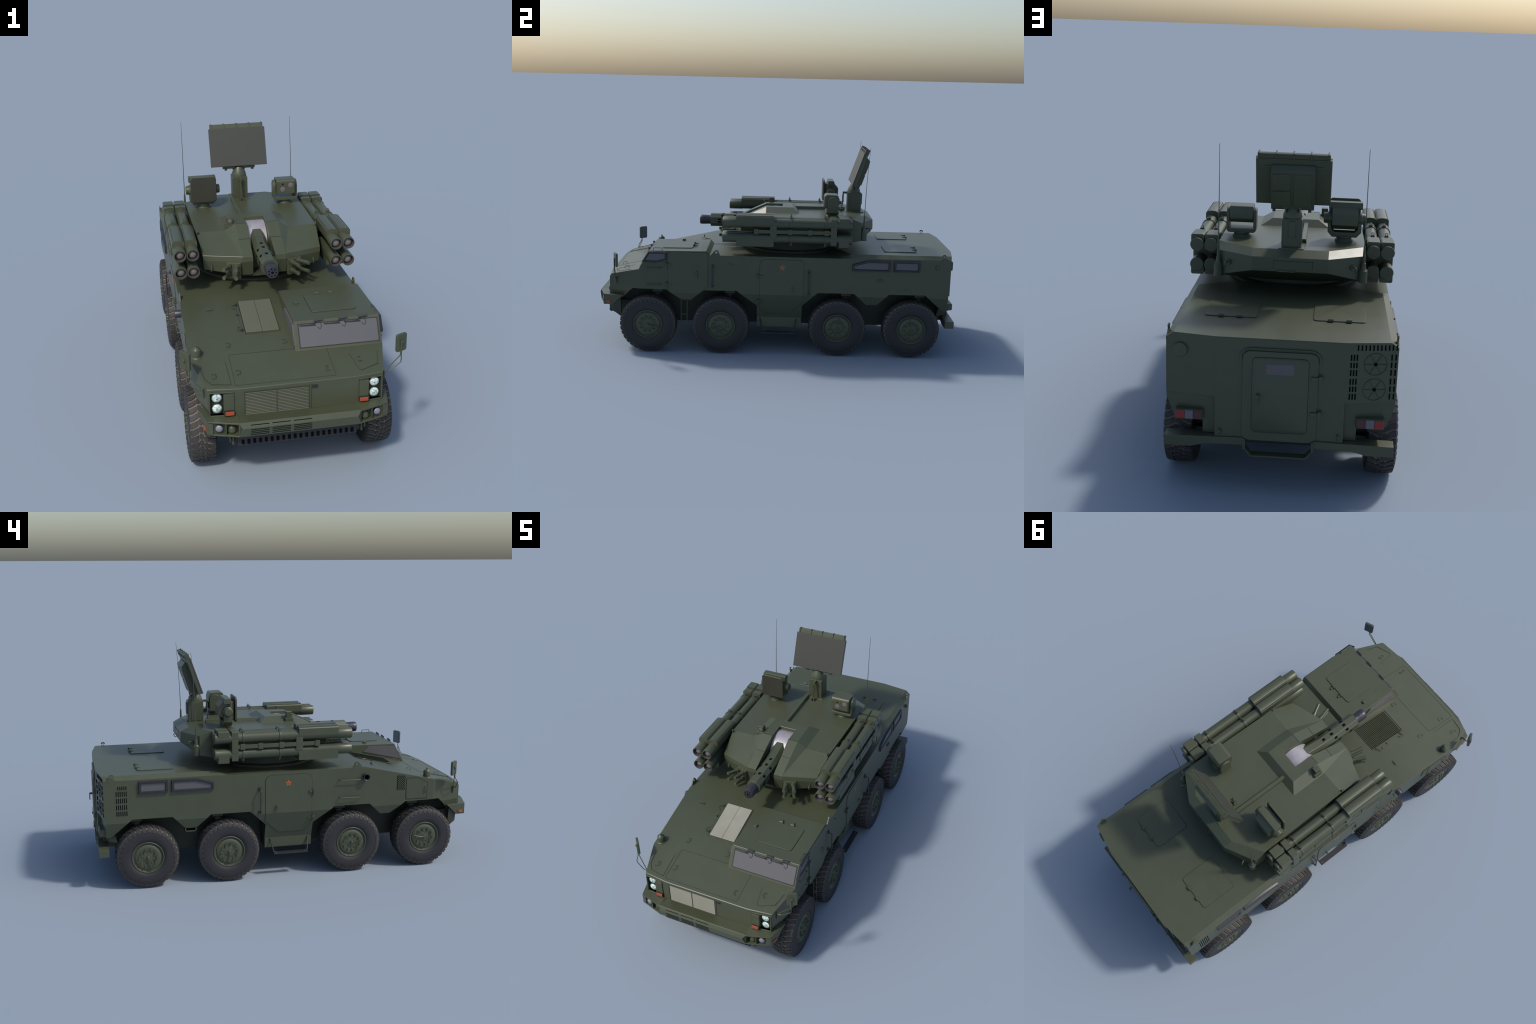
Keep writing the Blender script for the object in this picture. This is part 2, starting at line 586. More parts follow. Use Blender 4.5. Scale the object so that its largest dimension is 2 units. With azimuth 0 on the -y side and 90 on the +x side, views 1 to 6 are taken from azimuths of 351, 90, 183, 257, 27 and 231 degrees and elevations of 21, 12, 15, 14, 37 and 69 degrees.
def knuckle(g, c, t, n, sz=0.011):
    """small two-part hinge knuckle: along t, standing on n"""
    c, t, n = V(c), V(t).normalized(), V(n).normalized()
    b = n.cross(t)
    g.obox(c + n * sz * 0.35, t, b, n, (sz * 1.9, sz * 1.0, sz * 0.7))
    g.cyl(c - t * sz + n * sz * 0.6, c + t * sz + n * sz * 0.6, sz * 0.42, n=10)
    g.obox(c + b * sz * 1.1 + n * sz * 0.25, t, b, n, (sz * 0.9, sz * 1.6, sz * 0.5))


# cab roof hatch
zc = lambda y: wt[1] + (y - wt[0]) / (rr[0] - wt[0]) * (rr[1] - wt[1])
h = flat_plate("cab_hatch", rounded(rect(0.127, 0.312, -0.634, -0.468), 0.016), (0, 0, zc(0)), (1, 0, 0), (0, 1, 0.0112), (0, -0.011, 1), 0.004, M_PAINT, cab)
g = Geo()
for xk in (0.185, 0.245):
    knuckle(g, (xk, -0.466, zc(-0.466) + 0.003), (1, 0, 0), (0, 0, 1), 0.010)
g.emit("hatch_hinge", M_PAINT, cab, bevel=0.0008)
g = Geo()
g.box((0.071, -0.548, zc(-0.54) - 0.002), (0.088, -0.530, zc(-0.54) + 0.010))
g.emit("roof_block", M_PAINT, cab, bevel=0.0015)
g = Geo()
g.tube([(0.378, -0.675, 0.565), (0.378, -0.675, 0.580), (0.378, -0.628, 0.580), (0.378, -0.628, 0.566)], 0.0018, 6, 0.004)
g.emit("roof_grab_handle", M_PAINT, cab)

# rear roof hatches
for s in (1, -1):
    x0, x1 = (0.100, 0.284) if s > 0 else (-0.284, -0.100)
    flat_plate("roof_hatch", rounded(rect(x0, x1, 0.593, 0.770), 0.015), (0, 0, 0.567), (1, 0, 0), (0, 1, 0), (0, 0, 1), 0.004, M_PAINT, hull)
    g = Geo()
    for xk in (0.160, 0.225):
        knuckle(g, (s * xk, 0.772, 0.569), (-1, 0, 0), (0, 0, 1), 0.010)
    g.emit("hatch_hinge", M_PAINT, hull, bevel=0.0008)


# side doors
def side_poly(poly, s, off, cutz=True):
    """lift a (y,z) outline on to the hull side, adding a point where the side leans in"""
    out = []
    m = len(poly)
    for i in range(m):
        a, b = poly[i], poly[(i + 1) % m]
        out.append(a)
        if (a[1] - ZB) * (b[1] - ZB) < -1e-9:
            t = (ZB - a[1]) / (b[1] - a[1])
            out.append((a[0] + (b[0] - a[0]) * t, ZB))
    return out


def side_door(name, poly, s, h=0.0022, parent=None):
    poly = side_poly(poly, s, h)
    up = [p for p in poly if p[1] >= ZB - 1e-6]
    dn = [p for p in poly if p[1] <= ZB + 1e-6]
    bm = bmesh.new()

    def vat(p, d):
        return bm.verts.new((s * (side_x(p[1]) + d), p[0], p[1]))
    top = {i: vat(p, h) for i, p in enumerate(poly)}
    bot = {i: vat(p, -0.002) for i, p in enumerate(poly)}
    iu = [i for i, p in enumerate(poly) if p[1] >= ZB - 1e-6]
    idn = [i for i, p in enumerate(poly) if p[1] <= ZB + 1e-6]
    for ids in (iu, idn):
        if len(ids) > 2:
            bm.faces.new([top[i] for i in ids])
    m = len(poly)
    for i in range(m):
        j = (i + 1) % m
        bm.faces.new((top[i], top[j], bot[j], bot[i]))
    bmesh.ops.recalc_face_normals(bm, faces=bm.faces[:])
    for f in bm.faces:
        if abs(f.normal.x) > 0.7 and f.normal.x * s < 0:
            f.normal_flip()
    me = bpy.data.meshes.new(name)
    bm.to_mesh(me)
    bm.free()
    me.materials.append(M_PAINT)
    me.shade_smooth()
    me.set_sharp_from_angle(angle=rad(12))
    o = put(me, name, parent or hull)
    g = Geo()
    for i in range(m):
        a, b = poly[i], poly[(i + 1) % m]
        A, B = V((s * (side_x(a[1]) + 0.0006), *a)), V((s * (side_x(b[1]) + 0.0006), *b))
        if (B - A).length < 1e-6:
            continue
        t = (B - A).normalized()
        nn = V((s, 0, -0.32 if (a[1] + b[1]) / 2 < ZB else 0)).normalized()
        nn = (nn - t * nn.dot(t)).normalized()
        g.obox((A + B) / 2, t, nn.cross(t), nn, ((B - A).length + 0.001, 0.0032, 0.0022))
    g.emit(name + "_seam", M_GAP, o)
    return o


def side_hinge(g, s, y, z, d=1):
    x = side_x(z)
    zz = -0.32 if z < ZB else 0
    n = V((s, 0, zz)).normalized()
    up = V((0, 1, 0)).cross(n)
    c = V((s * x, y, z))
    g.obox(c + n * 0.004, (0, 1, 0), up, n, (0.030, 0.011, 0.008))
    g.obox(c + V((0, -0.012 * d, 0)) + n * 0.006, (0, 1, 0), up, n, (0.009, 0.024, 0.012))
    g.cyl(c + V((0, -0.004 * d, 0)) + n * 0.008 - up * 0.012, c + V((0, -0.004 * d, 0)) + n * 0.008 + up * 0.012, 0.0035, n=8)


mid_door = rounded([(-0.094, 0.215), (-0.05, 0.215), (0.075, 0.222), (0.145, 0.295), (0.145, 0.531), (-0.094, 0.531)], 0.035, 6)
for s in (1, -1):
    poly = [(-0.094, 0.250), (-0.06, 0.222), (0.070, 0.222), (0.145, 0.293), (0.145, 0.505), (0.137, 0.523), (0.120, 0.531), (-0.068, 0.531), (-0.086, 0.522), (-0.094, 0.503)]
    d = side_door("side_door", poly, s)
    g = Geo()
    for z in (0.438, 0.296):
        side_hinge(g, s, -0.094, z)
    g.emit("door_hinge", M_PAINT, hull, bevel=0.0008)
    g = Geo()
    g.cyl((s * HX, 0.088, 0.372), (s * (HX + 0.014), 0.088, 0.372), 0.005, n=12)
    g.tube([(s * (HX + 0.012), 0.088, 0.372), (s * (HX + 0.013), 0.088, 0.343)], 0.0024, 8)
    g.cyl((s * HX, 0.105, 0.370), (s * (HX + 0.003), 0.105, 0.370), 0.0025, n=8)
    g.emit("door_handle", M_PAINT, d)
    # emblem: gold-edged red five-pointed star
    for r, mt, dx in ((0.0178, M_GOLD, 0.0028), (0.0112, M_STAR, 0.0034)):
        pts = []
        for k in range(10):
            a = math.pi / 2 + k * math.pi / 5
            rr_ = r if k % 2 == 0 else r * 0.40
            pts.append((0.028 + rr_ * math.cos(a), 0.488 + rr_ * math.sin(a)))
        g = Geo()
        g.loft([[V((s * (HX + 0.0005), a, b)) for a, b in pts], [V((s * (HX + dx), a, b)) for a, b in pts]])
        g.emit("star_emblem", mt, d)
    # tall grab bar behind the door
    g = Geo()
    for z in (0.345, 0.469):
        g.box((min(s * (HX - 0.002), s * (HX + 0.006)), 0.168, z - 0.008), (max(s * (HX - 0.002), s * (HX + 0.006)), 0.182, z + 0.008))
    g.tube([(s * HX, 0.175, 0.345), (s * (HX + 0.024), 0.175, 0.352), (s * (HX + 0.024), 0.175, 0.462), (s * HX, 0.175, 0.469)], 0.0038, 8, 0.008)
    g.emit("grab_bar", M_STEEL, hull)

# crew door on the cab side (+x), with rails, bar and ladder
d = side_door("cab_door", [(-0.594, 0.345), (-0.528, 0.297), (-0.466, 0.297), (-0.378, 0.372), (-0.378, 0.553), (-0.390, 0.562), (-0.585, 0.562), (-0.594, 0.553)], 1, h=0.0034, parent=cab)
g = Geo()
for z in (0.490, 0.381):
    side_hinge(g, 1, -0.594, z)
g.emit("door_hinge", M_PAINT, cab, bevel=0.0008)
g = Geo()
g.tube([(HX, -0.436, 0.457), (HX + 0.014, -0.436, 0.455), (HX + 0.014, -0.436, 0.421)], 0.003, 8, 0.004)
g.emit("door_handle", M_PAINT, d)
g = Geo()
for z in (0.471, 0.378):
    g.tube([(HX - 0.02, -0.713, z), (HX + 0.012, -0.710, z), (HX + 0.012, -0.634, z), (HX - 0.02, -0.631, z)], 0.0022, 6, 0.006)
g.emit("side_rail", M_PAINT, hull)
g = Geo()
for z in (0.489, 0.374):
    g.box((HX - 0.002, -0.358, z - 0.007), (HX + 0.006, -0.345, z + 0.007))
g.tube([(HX, -0.352, 0.374), (HX + 0.022, -0.352, 0.380), (HX + 0.022, -0.352, 0.483), (HX, -0.352, 0.489)], 0.0036, 8, 0.008)
g.emit("grab_bar", M_STEEL, hull)
g = Geo()
xl = 0.384
for y in (-0.523, -0.490):
    g.tube([(0.374, y, 0.295), (xl, y, 0.285), (xl, y, 0.122)], 0.0022, 6)
for z in (0.212, 0.122):
    g.tube([(xl, -0.523, z), (xl, -0.490, z)], 0.0026, 6)
g.emit("boarding_ladder", M_PAINT, hull)
g = Geo()
g.obox((HX + 0.003, -0.256, 0.501), (0, 1, -0.4), (0, 0.4, 1), (1, 0, 0), (0.014, 0.005, 0.006))
g.obox((HX + 0.003, 0.562, 0.428), (0, 1, 0), (0, 0, 1), (1, 0, 0), (0.030, 0.014, 0.004))
g.obox((HX + 0.006, 0.562, 0.428), (0, 1, 0), (0, 0, 1), (1, 0, 0), (0.022, 0.006, 0.004))
g.lathe((HX - 0.001, 0.871, 0.507), (1, 0, 0), [(0, 0.010), (0.010, 0.010), (0.014, 0.007), (0.015, 0)], 16)
g.emit("side_fitting", M_PAINT, hull, bevel=0.0006)

# -x side: rails, exhaust, diagonal louvre, service panel, slot vents
g = Geo()
for z in (0.488, 0.396):
    g.tube([(-HX, -0.238, z), (-HX - 0.016, -0.240, z), (-HX - 0.016, -0.348, z - 0.002), (-HX, -0.352, z - 0.002)], 0.0024, 6, 0.006)
g.emit("side_rail", M_PAINT, hull)
g = Geo()
g.lathe((-HX + 0.01, -0.378, 0.498), (-1, 0, 0), [(0, 0.017), (0.034, 0.0175), (0.036, 0.0165), (0.034, 0.0135), (0.008, 0.013)], 24, cap=False)
g.emit("exhaust_pipe", M_STEEL, hull)
g = Geo()
g.lathe((-HX + 0.0, -0.378, 0.498), (-1, 0, 0), [(0, 0.0135), (0.002, 0.0135)], 24)
g.emit("exhaust_bore", M_BLACK, hull)
g = Geo()
vent = [(-0.553, 0.491), (-0.597, 0.4885), (-0.596, 0.415), (-0.552, 0.417)]
g.loft([[V((-HX - 0.0002, a, b)) for a, b in vent], [V((-HX - 0.0010, a, b)) for a, b in vent]])
g.emit("louvre_recess", M_BLACK, hull)
g = Geo()
def clip(poly, inside, cross):
    out = []
    for i in range(len(poly)):
        a, b = poly[i], poly[(i + 1) % len(poly)]
        if inside(a):
            out.append(a)
        if inside(a) != inside(b):
            out.append(cross(a, b))
    return out


def cross_z(z):
    return lambda a, b: (a[0] + (b[0] - a[0]) * (z - a[1]) / (b[1] - a[1]), z)


for k in range(12):
    z0 = 0.365 + k * 0.0115                        # height at the front edge, rising to the rear
    band = [(-0.5955, z0), (-0.5535, z0 + 0.046), (-0.5535, z0 + 0.0522), (-0.5955, z0 + 0.0062)]
    band = clip(band, lambda p: p[1] <= 0.4885, cross_z(0.4885))
    if len(band) > 2:
        band = clip(band, lambda p: p[1] >= 0.4175, cross_z(0.4175))
    if len(band) > 2:
        g.loft([[V((-HX + 0.001, a, b)) for a, b in band], [V((-HX - 0.003, a, b)) for a, b in band]])
g.emit("louvre_slat", M_PAINT, hull)
side_door("service_panel", [(-0.604, 0.363), (-0.604, 0.470), (-0.614, 0.474), (-0.668, 0.473), (-0.719, 0.447), (-0.719, 0.363)], -1, h=0.0015)
g = Geo()
g.tube([(-HX, -0.706, 0.424), (-HX - 0.008, -0.706, 0.424), (-HX - 0.008, -0.710, 0.395), (-HX, -0.710, 0.395)], 0.0018, 6, 0.004)
g.emit("panel_handle", M_PAINT, hull)


def slot_holes(g, cells):
    for lo_, hi_ in cells:
        g.box(lo_, hi_)


g = Geo()
cells = []
rows = [(0.372, 0.395), (0.403, 0.427), (0.436, 0.461), (0.470, 0.494), (0.502, 0.520)]
for r_i, (z0, z1) in enumerate(rows):
    for k in range(6):
        if r_i == 4 and k == 5:
            continue
        y = 0.833 + k * 0.0096
        cells.append(((-HX - 0.0008, y, z0), (-HX + 0.002, y + 0.0042, z1)))
slot_holes(g, cells)
g.emit("side_vent_slots", M_BLACK, hull)["kind"] = "stuff"

# tool slot under the skirt, -x side
g = Geo()
xs = -side_x(0.275) - 0.002
for lo_, hi_ in (((0.494, 0.283), (0.552, 0.287)), ((0.494, 0.264), (0.552, 0.268)), ((0.494, 0.264), (0.499, 0.287)), ((0.547, 0.264), (0.552, 0.287))):
    g.box((xs, lo_[0], lo_[1]), (xs + 0.05, hi_[0], hi_[1]))
g.emit("skirt_slot_frame", M_PAINT, hull)
g = Geo()
g.box((xs + 0.012, 0.498, 0.266), (xs + 0.045, 0.548, 0.285))
g.emit("skirt_slot_void", M_BLACK, hull)

# steps below the side doors
for s in (1, -1):
    g = Geo()
    xi, xo_ = 0.24, 0.339
    g.box((min(s * xi, s * xo_), -0.1075, 0.139), (max(s * xi, s * xo_), 0.1405, 0.199))
    st = g.emit("step_box", M_PAINT, root, bevel=0.002)
    g = Geo()
    for y in (-0.088, 0.112):
        g.tube([(s * 0.339, y, 0.188), (s * 0.375, y - 0.012 * (1 if y > 0 else -1), 0.124), (s * 0.375, y - 0.03 * (1 if y > 0 else -1), 0.121)], 0.0035, 8, 0.006)
    g.box((min(s * 0.360, s * 0.390), -0.078, 0.116), (max(s * 0.360, s * 0.390), 0.102, 0.1215))
    g.emit("side_step", M_DARK, st)

# lifting lugs on the hull edges
def lug(y0, y1, yc, z0, zt, s, name="lifting_lug"):
    n = 10
    pts = [(y0, z0), (y1, z0)]
    r = 0.013
    c = (yc, zt - r)
    for k in range(n + 1):
        a = rad(20) + rad(140) * k / n
        pts.append((c[0] + r * math.cos(a), c[1] + r * math.sin(a)))
    hole = [(c[0] + 0.006 * math.cos(2 * math.pi * k / 14), c[1] + 0.006 * math.sin(2 * math.pi * k / 14)) for k in range(14)]
    # plate with a real hole, built as a ring of quads from outline to hole
    m = 28
    per = []
    L_ = [0]
    for i in range(len(pts)):
        a, b = V(pts[i]), V(pts[(i + 1) % len(pts)])
        L_.append(L_[-1] + (b - a).length)

    def angle_pt(th):
        best = None
        dx, dy = math.cos(th), math.sin(th)
        for i in range(len(pts)):
            a, b = V(pts[i]), V(pts[(i + 1) % len(pts)])
            ex, ey = b.x - a.x, b.y - a.y
            det = -dx * ey + dy * ex
            if abs(det) < 1e-12:
                continue
            t = (-(a.x - c[0]) * ey + (a.y - c[1]) * ex) / det
            u = (dx * (a.y - c[1]) - dy * (a.x - c[0])) / det
            if t > 0 and -1e-6 <= u <= 1 + 1e-6 and (best is None or t > best):
                best = t
        return (c[0] + dx * best, c[1] + dy * best)
    angs = sorted([2 * math.pi * k / m for k in range(m)] + [math.atan2(p[1] - c[1], p[0] - c[0]) % (2 * math.pi) for p in pts[:2]])
    out = [angle_pt(a) for a in angs]
    inn = [(c[0] + 0.006 * math.cos(a), c[1] + 0.006 * math.sin(a)) for a in angs]
    xa, xb = s * (HX - 0.005), s * (HX + 0.0006)
    g = Geo()
    g.loft([[V((xa, *p)) for p in inn], [V((xa, *p)) for p in out], [V((xb, *p)) for p in out], [V((xb, *p)) for p in inn]], closed=True)
    g.emit(name, M_PAINT, hull)


for s in (1, -1):
    lug(-0.369, -0.309, -0.333, 0.540, 0.577, s)
    lug(0.946, 0.880, 0.903, 0.540, 0.581, s)

# hood: seams, handles, intake louvre, beacon
def hood_pt(x, y, d=0.0):
    return V((x, y, hood_z(y))) + HOOD_N * d


def hood_seam(g, pts, closed=False):
    g.seam([hood_pt(x, y, 0.0002) for x, y in pts], HOOD_N, 0.0018, 0.0006, closed)


g = Geo()
hood_seam(g, rounded(rect(-0.234, 0.157, -0.912, -0.738), 0.008), True)
hood_seam(g, [(-0.253, -0.775), (-0.248, -0.905), (-0.320, -0.893), (-0.345, -0.86), (-0.352, -0.80)])
hood_seam(g, [(0.238, -0.800), (0.253, -0.892), (0.262, -0.898), (0.335, -0.868), (0.352, -0.80)])
g.emit("hood_seam", M_SEAM, hull)
g = Geo()
g.seam([(0.24, -0.9296, 0.305), (0.055, -0.9318, 0.305), (0.055, -0.9318, 0.408)], (0, -1, 0), 0.0014, 0.0006, False)
for s in (1, -1):
    g.seam([(s * 0.243, -0.9295, 0.408), (s * 0.243, -0.9295, 0.300)], (0, -1, 0), 0.0016, 0.0006, False)
g.emit("fascia_seam", M_GAP, hull)

HANDLES = [(-0.207, -0.845, 1), (-0.302, -0.853, 1), (0.125, -0.872, -1), (0.262, -0.838, -1), (-0.222, -0.680, 1), (0.004, -0.690, 1), (-0.178, -0.445, -1), (-0.176, -0.590, -1)]
for x, y, sd in HANDLES:
    g = Geo()
    a, b = hood_pt(x, y - 0.012), hood_pt(x, y + 0.012)
    sx = V((sd * 0.012, 0, 0))
    g.tube([a - sx, a - sx + HOOD_N * 0.006, a + HOOD_N * 0.008, b + HOOD_N * 0.008, b - sx + HOOD_N * 0.006, b - sx], 0.0013, 6, 0.003)
    g.emit("hood_handle", M_PAINT, hull)
g = Geo()
c = hood_pt(-0.272, -0.452)
g.tube([c + V((-0.013, 0, -0.002)), c + V((-0.013, 0, 0.009)), c + V((0.013, 0, 0.009)), c + V((0.013, 0, -0.002))], 0.0017, 6, 0.003)
g.cyl(c, c + HOOD_N * 0.006, 0.003, n=8)
g.emit("hood_handle", M_PAINT, hull)

VX0, VX1, VY0, VY1 = -0.146, -0.004, -0.615, -0.409
g = Geo()
g.loft([[hood_pt(x, y, -0.001) for x, y in rect(VX0, VX1, VY0, VY1)], [hood_pt(x, y, 0.0008) for x, y in rect(VX0, VX1, VY0, VY1)]])
g.emit("intake_well", M_BLACK, hull)
g = Geo()
TY = V((0, 0.9754, 0.2206))
N_S = 26
for k in range(N_S):
    y = VY0 + (VY1 - VY0) * (k + 0.5) / N_S
    st_ = (VY1 - VY0) / N_S
    c0 = hood_pt(0, y)
    # each louvre leans forward so that its broad face looks ahead and up
    prof = [c0 - TY * st_ * 0.40 + HOOD_N * 0.0008, c0 + TY * st_ * 0.44 + HOOD_N * 0.0048, c0 + TY * st_ * 0.47 + HOOD_N * 0.0008]
    for xa, xb in ((VX0 + 0.002, (VX0 + VX1) / 2 - 0.0008), ((VX0 + VX1) / 2 + 0.0008, VX1 - 0.002)):
        g.loft([[V((xa, p.y, p.z)) for p in prof], [V((xb, p.y, p.z)) for p in prof]])
o = g.emit("intake_louvre", M_SLAT, hull, sharp=10)
o["kind"] = "stuff"
g = Geo()
g.seam([hood_pt(x, y) for x, y in rect(VX0 - 0.002, VX1 + 0.003, VY0 - 0.006, VY1 + 0.003)], HOOD_N, 0.0022, 0.003)
g.emit("intake_frame", M_PAINT, hull)
g = Geo()
g.seam([hood_pt(VX0 - 0.012, VY0), hood_pt(VX0 - 0.012, VY1)], HOOD_N, 0.0012, 0.0006, False)
for y in (VY1 - 0.020, VY0 + 0.018):
    knuckle(g, hood_pt(VX0 - 0.008, y), TY, HOOD_N, 0.006)
knuckle(g, hood_pt(VX0 - 0.012, (VY0 + VY1) / 2 + 0.015), TY, HOOD_N, 0.005)
g.emit("intake_hinge", M_DARK, hull)

g = Geo()
bx, by = -0.359, -0.728
g.lathe((bx, by, 0.452), (0, 0, 1), [(0, 0.024), (0.014, 0.0235), (0.017, 0.021), (0.019, 0.0185), (0.046, 0.0185), (0.050, 0.0168), (0.056, 0.0065), (0.058, 0.0045), (0.064, 0.0040), (0.066, 0)], 28)
g.emit("hood_vent_cap", M_PAINT, hull, sharp=40)

# front grille
GX0, GX1, GZ0, GZ1 = -0.204, 0.047, 0.306, 0.408
g = Geo()
g.box((GX0, -0.9235, GZ0), (GX1, -0.920, GZ1))
g.emit("grille_well", M_BLACK, hull)
g = Geo()
NG = 16
for k in range(NG):
    st_ = (GZ1 - GZ0) / NG
    z = GZ0 + st_ * k
    # slat face leans back: looks ahead and up
    prof = [(-0.9250, z + st_ * 0.20), (-0.9303, z + st_ * 0.22), (-0.9253, z + st_ * 0.95)]
    for xa, xb in ((GX0 + 0.002, -0.0805), (-0.0765, GX1 - 0.002)):
        g.loft([[V((xa, *p)) for p in prof], [V((xb, *p)) for p in prof]])
o = g.emit("grille_slat", M_SLAT, hull, sharp=10)
o["kind"] = "stuff"
g = Geo()
g.seam([(GX0, -0.9312, GZ0), (GX1, -0.9312, GZ0), (GX1, -0.9312, GZ1), (GX0, -0.9312, GZ1)], (0, -1, 0), 0.002, 0.0010)
g.box((-0.0800, -0.9305, GZ0), (-0.0770, -0.922, GZ1))
g.emit("grille_frame", M_PAINT, hull)
g = Geo()
g.box((0.059, -0.9335, 0.397), (0.077, -0.930, 0.404))
g.box((0.057, -0.9328, 0.393), (0.079, -0.930, 0.4065))
g.emit("name_plate", M_DARK, hull)

# headlamp clusters
for s in (1, -1):
    g = Geo()
    # framed recess: surround bars and dark floor
    xa, xb = 0.283, 0.334
    yb = lambda x: -0.931 + 0.016 * max(0, (x - 0.217)) / 0.171
    for z0, z1 in ((0.4065, 0.4105), (0.300, 0.312)):
        g.hexa([(s * 0.243, yb(0.243) - 0.002, z0), (s * 0.338, yb(0.338) - 0.002, z0), (s * 0.338, -0.90, z0), (s * 0.243, -0.90, z0),
                (s * 0.243, yb(0.243) - 0.002, z1), (s * 0.338, yb(0.338) - 0.002, z1), (s * 0.338, -0.90, z1), (s * 0.243, -0.90, z1)])
    g.box((min(s * 0.333, s * 0.338), -0.923, 0.302), (max(s * 0.333, s * 0.338), -0.90, 0.408))
    g.box((min(s * 0.243, s * 0.281), -0.9325, 0.334), (max(s * 0.243, s * 0.281), -0.90, 0.402))
    hb = g.emit("headlamp_housing", M_PAINT, hull, bevel=0.0012)
    g = Geo()
    g.box((min(s * 0.281, s * 0.335), -0.9080, 0.310), (max(s * 0.281, s * 0.335), -0.903, 0.408))
    g.emit("headlamp_recess", M_GAP, hb)
    for z in (0.384, 0.338):
        g = Geo()
        g.lathe((s * 0.307, -0.909, z), (0, -1, 0), [(0, 0.0208), (0.005, 0.0208), (0.0065, 0.0198), (0.006, 0.0190), (0.004, 0.0185)], 28, cap=False)
        g.emit("headlamp_ring", M_PAINT, hb)
        g = Geo()
        g.lathe((s * 0.307, -0.911, z), (0, -1, 0), [(0, 0.0188), (0.004, 0.0180), (0.007, 0.014), (0.0085, 0.008), (0.009, 0)], 28)
        g.emit("headlamp", M_LAMP, hb)
        g = Geo()
        g.lathe((s * 0.307, -0.9192, z - 0.003), (0, -1, 0), [(0, 0.004), (0.0012, 0.003), (0.0016, 0)], 12)
        g.emit("headlamp_bulb_cap", M_FOG, hb)
    g = Geo()
    g.box((min(s * 0.243, s * 0.282), -0.937, 0.314), (max(s * 0.243, s * 0.282), -0.92, 0.333))
    g.emit("turn_signal_box", M_GAP, hb)
    g = Geo()
    g.box((min(s * 0.2445, s * 0.278), -0.940, 0.316), (max(s * 0.2445, s * 0.278), -0.93, 0.3315))
    g.emit("turn_signal", M_AMBER, hb, bevel=0.001)

# ------------------------------------------------------------------ front bumper
g = Geo()
bar = [(-0.915, 0.304), (-0.990, 0.3105), (-1.000, 0.289), (-0.992, 0.250), (-0.915, 0.250)]
g.loft([[V((s * (0.238 if i == 1 else 0.222 if i in (2,) else 0.236), *p)) for i, p in enumerate(bar)] for s in (-1, 1)])
bumper = g.emit("front_bumper", M_PAINT, root, bevel=0.0016)
for s in (1, -1):
    g = Geo()
    X = lambda x: s * x
    a0, a1 = (0.233, -0.992), (0.351, -0.955)             # outer face line in plan

    def slab(z0, z1, inn=-0.90):
        g.hexa([(X(a0[0]), a0[1], z0), (X(a1[0]), a1[1], z0), (X(a1[0]), inn, z0), (X(a0[0]), inn, z0),
                (X(a0[0]), a0[1], z1), (X(a1[0]), a1[1], z1), (X(a1[0]), inn, z1), (X(a0[0]), inn, z1)])
    slab(0.303, 0.3095)
    slab(0.250, 0.256)
    for x0, x1 in ((0.330, 0.351), (0.281, 0.285), (0.229, 0.236)):
        t0, t1 = (x0 - a0[0]) / (a1[0] - a0[0]), (x1 - a0[0]) / (a1[0] - a0[0])
        ya, yb_ = a0[1] + (a1[1] - a0[1]) * t0, a0[1] + (a1[1] - a0[1]) * t1
        g.hexa([(X(x0), ya, 0.251), (X(x1), yb_, 0.251), (X(x1), -0.90, 0.251), (X(x0), -0.90, 0.251),
                (X(x0), ya, 0.3085), (X(x1), yb_, 0.3085), (X(x1), -0.90, 0.3085), (X(x0), -0.90, 0.3085)])
    # side wing, cut along the wheel-arch diagonal
    for k in (0,):
        o_ = 0.004
        p = [(0.350, -0.957), (0.3545 + o_, -0.906), (0.3735 + o_, -0.845)]
        g.add([(X(p[0][0]), p[0][1], 0.250), (X(p[1][0]), p[1][1], 0.252), (X(p[2][0]), p[2][1], 0.309), (X(p[0][0]), p[0][1], 0.3095),
               (X(0.33), p[0][1] + 0.01, 0.250), (X(0.33), p[1][1], 0.252), (X(0.33), p[2][1], 0.309), (X(0.33), p[0][1] + 0.01, 0.3095)],
              [(0, 1, 2, 3), (4, 7, 6, 5), (0, 4, 5, 1), (1, 5, 6, 2), (2, 6, 7, 3), (3, 7, 4, 0)])
    bw = g.emit("bumper_end", M_PAINT, bumper, bevel=0.0012)
    g = Geo()
    g.box((min(X(0.234), X(0.34)), -0.955, 0.252), (max(X(0.234), X(0.34)), -0.94, 0.307))
    g.emit("bumper_recess", M_PAINT, bumper)
    g = Geo()
    g.lathe((X(0.307), -0.952, 0.279), (-0.18 * -s, -1, 0), [(0, 0.0165), (0.010, 0.0165), (0.011, 0.0150), (0.011, 0.0150)], 24)
    g.emit("fog_lamp_ring", M_STEEL, bumper)
    g = Geo()
    g.lathe((X(0.307), -0.961, 0.279), (-0.18 * -s, -1, 0), [(0, 0.0148), (0.003, 0.0138), (0.006, 0.009), (0.0072, 0)], 24)
    g.emit("fog_lamp", M_FOG, bumper)
    g = Geo()
    g.lathe((X(0.258), -0.955, 0.262), (0, 0, 1), [(0, 0.018), (0.012, 0.018), (0.022, 0.0145), (0.027, 0.008), (0.029, 0)], 20)
    g.emit("horn_dome", M_PAINT, bumper)
    g = Geo()
    c = V((X(0.3575), -0.928, 0.268))
    t = V((X(0.0085), 0.051, 0)).normalized()
    nn = V((s * t.y, -s * t.x, 0)) if s > 0 else V((-t.y, t.x, 0))
    g.obox(c, t, (0, 0, 1), nn, (0.024, 0.011, 0.008))
    g.emit("side_marker", M_AMBER, bumper)
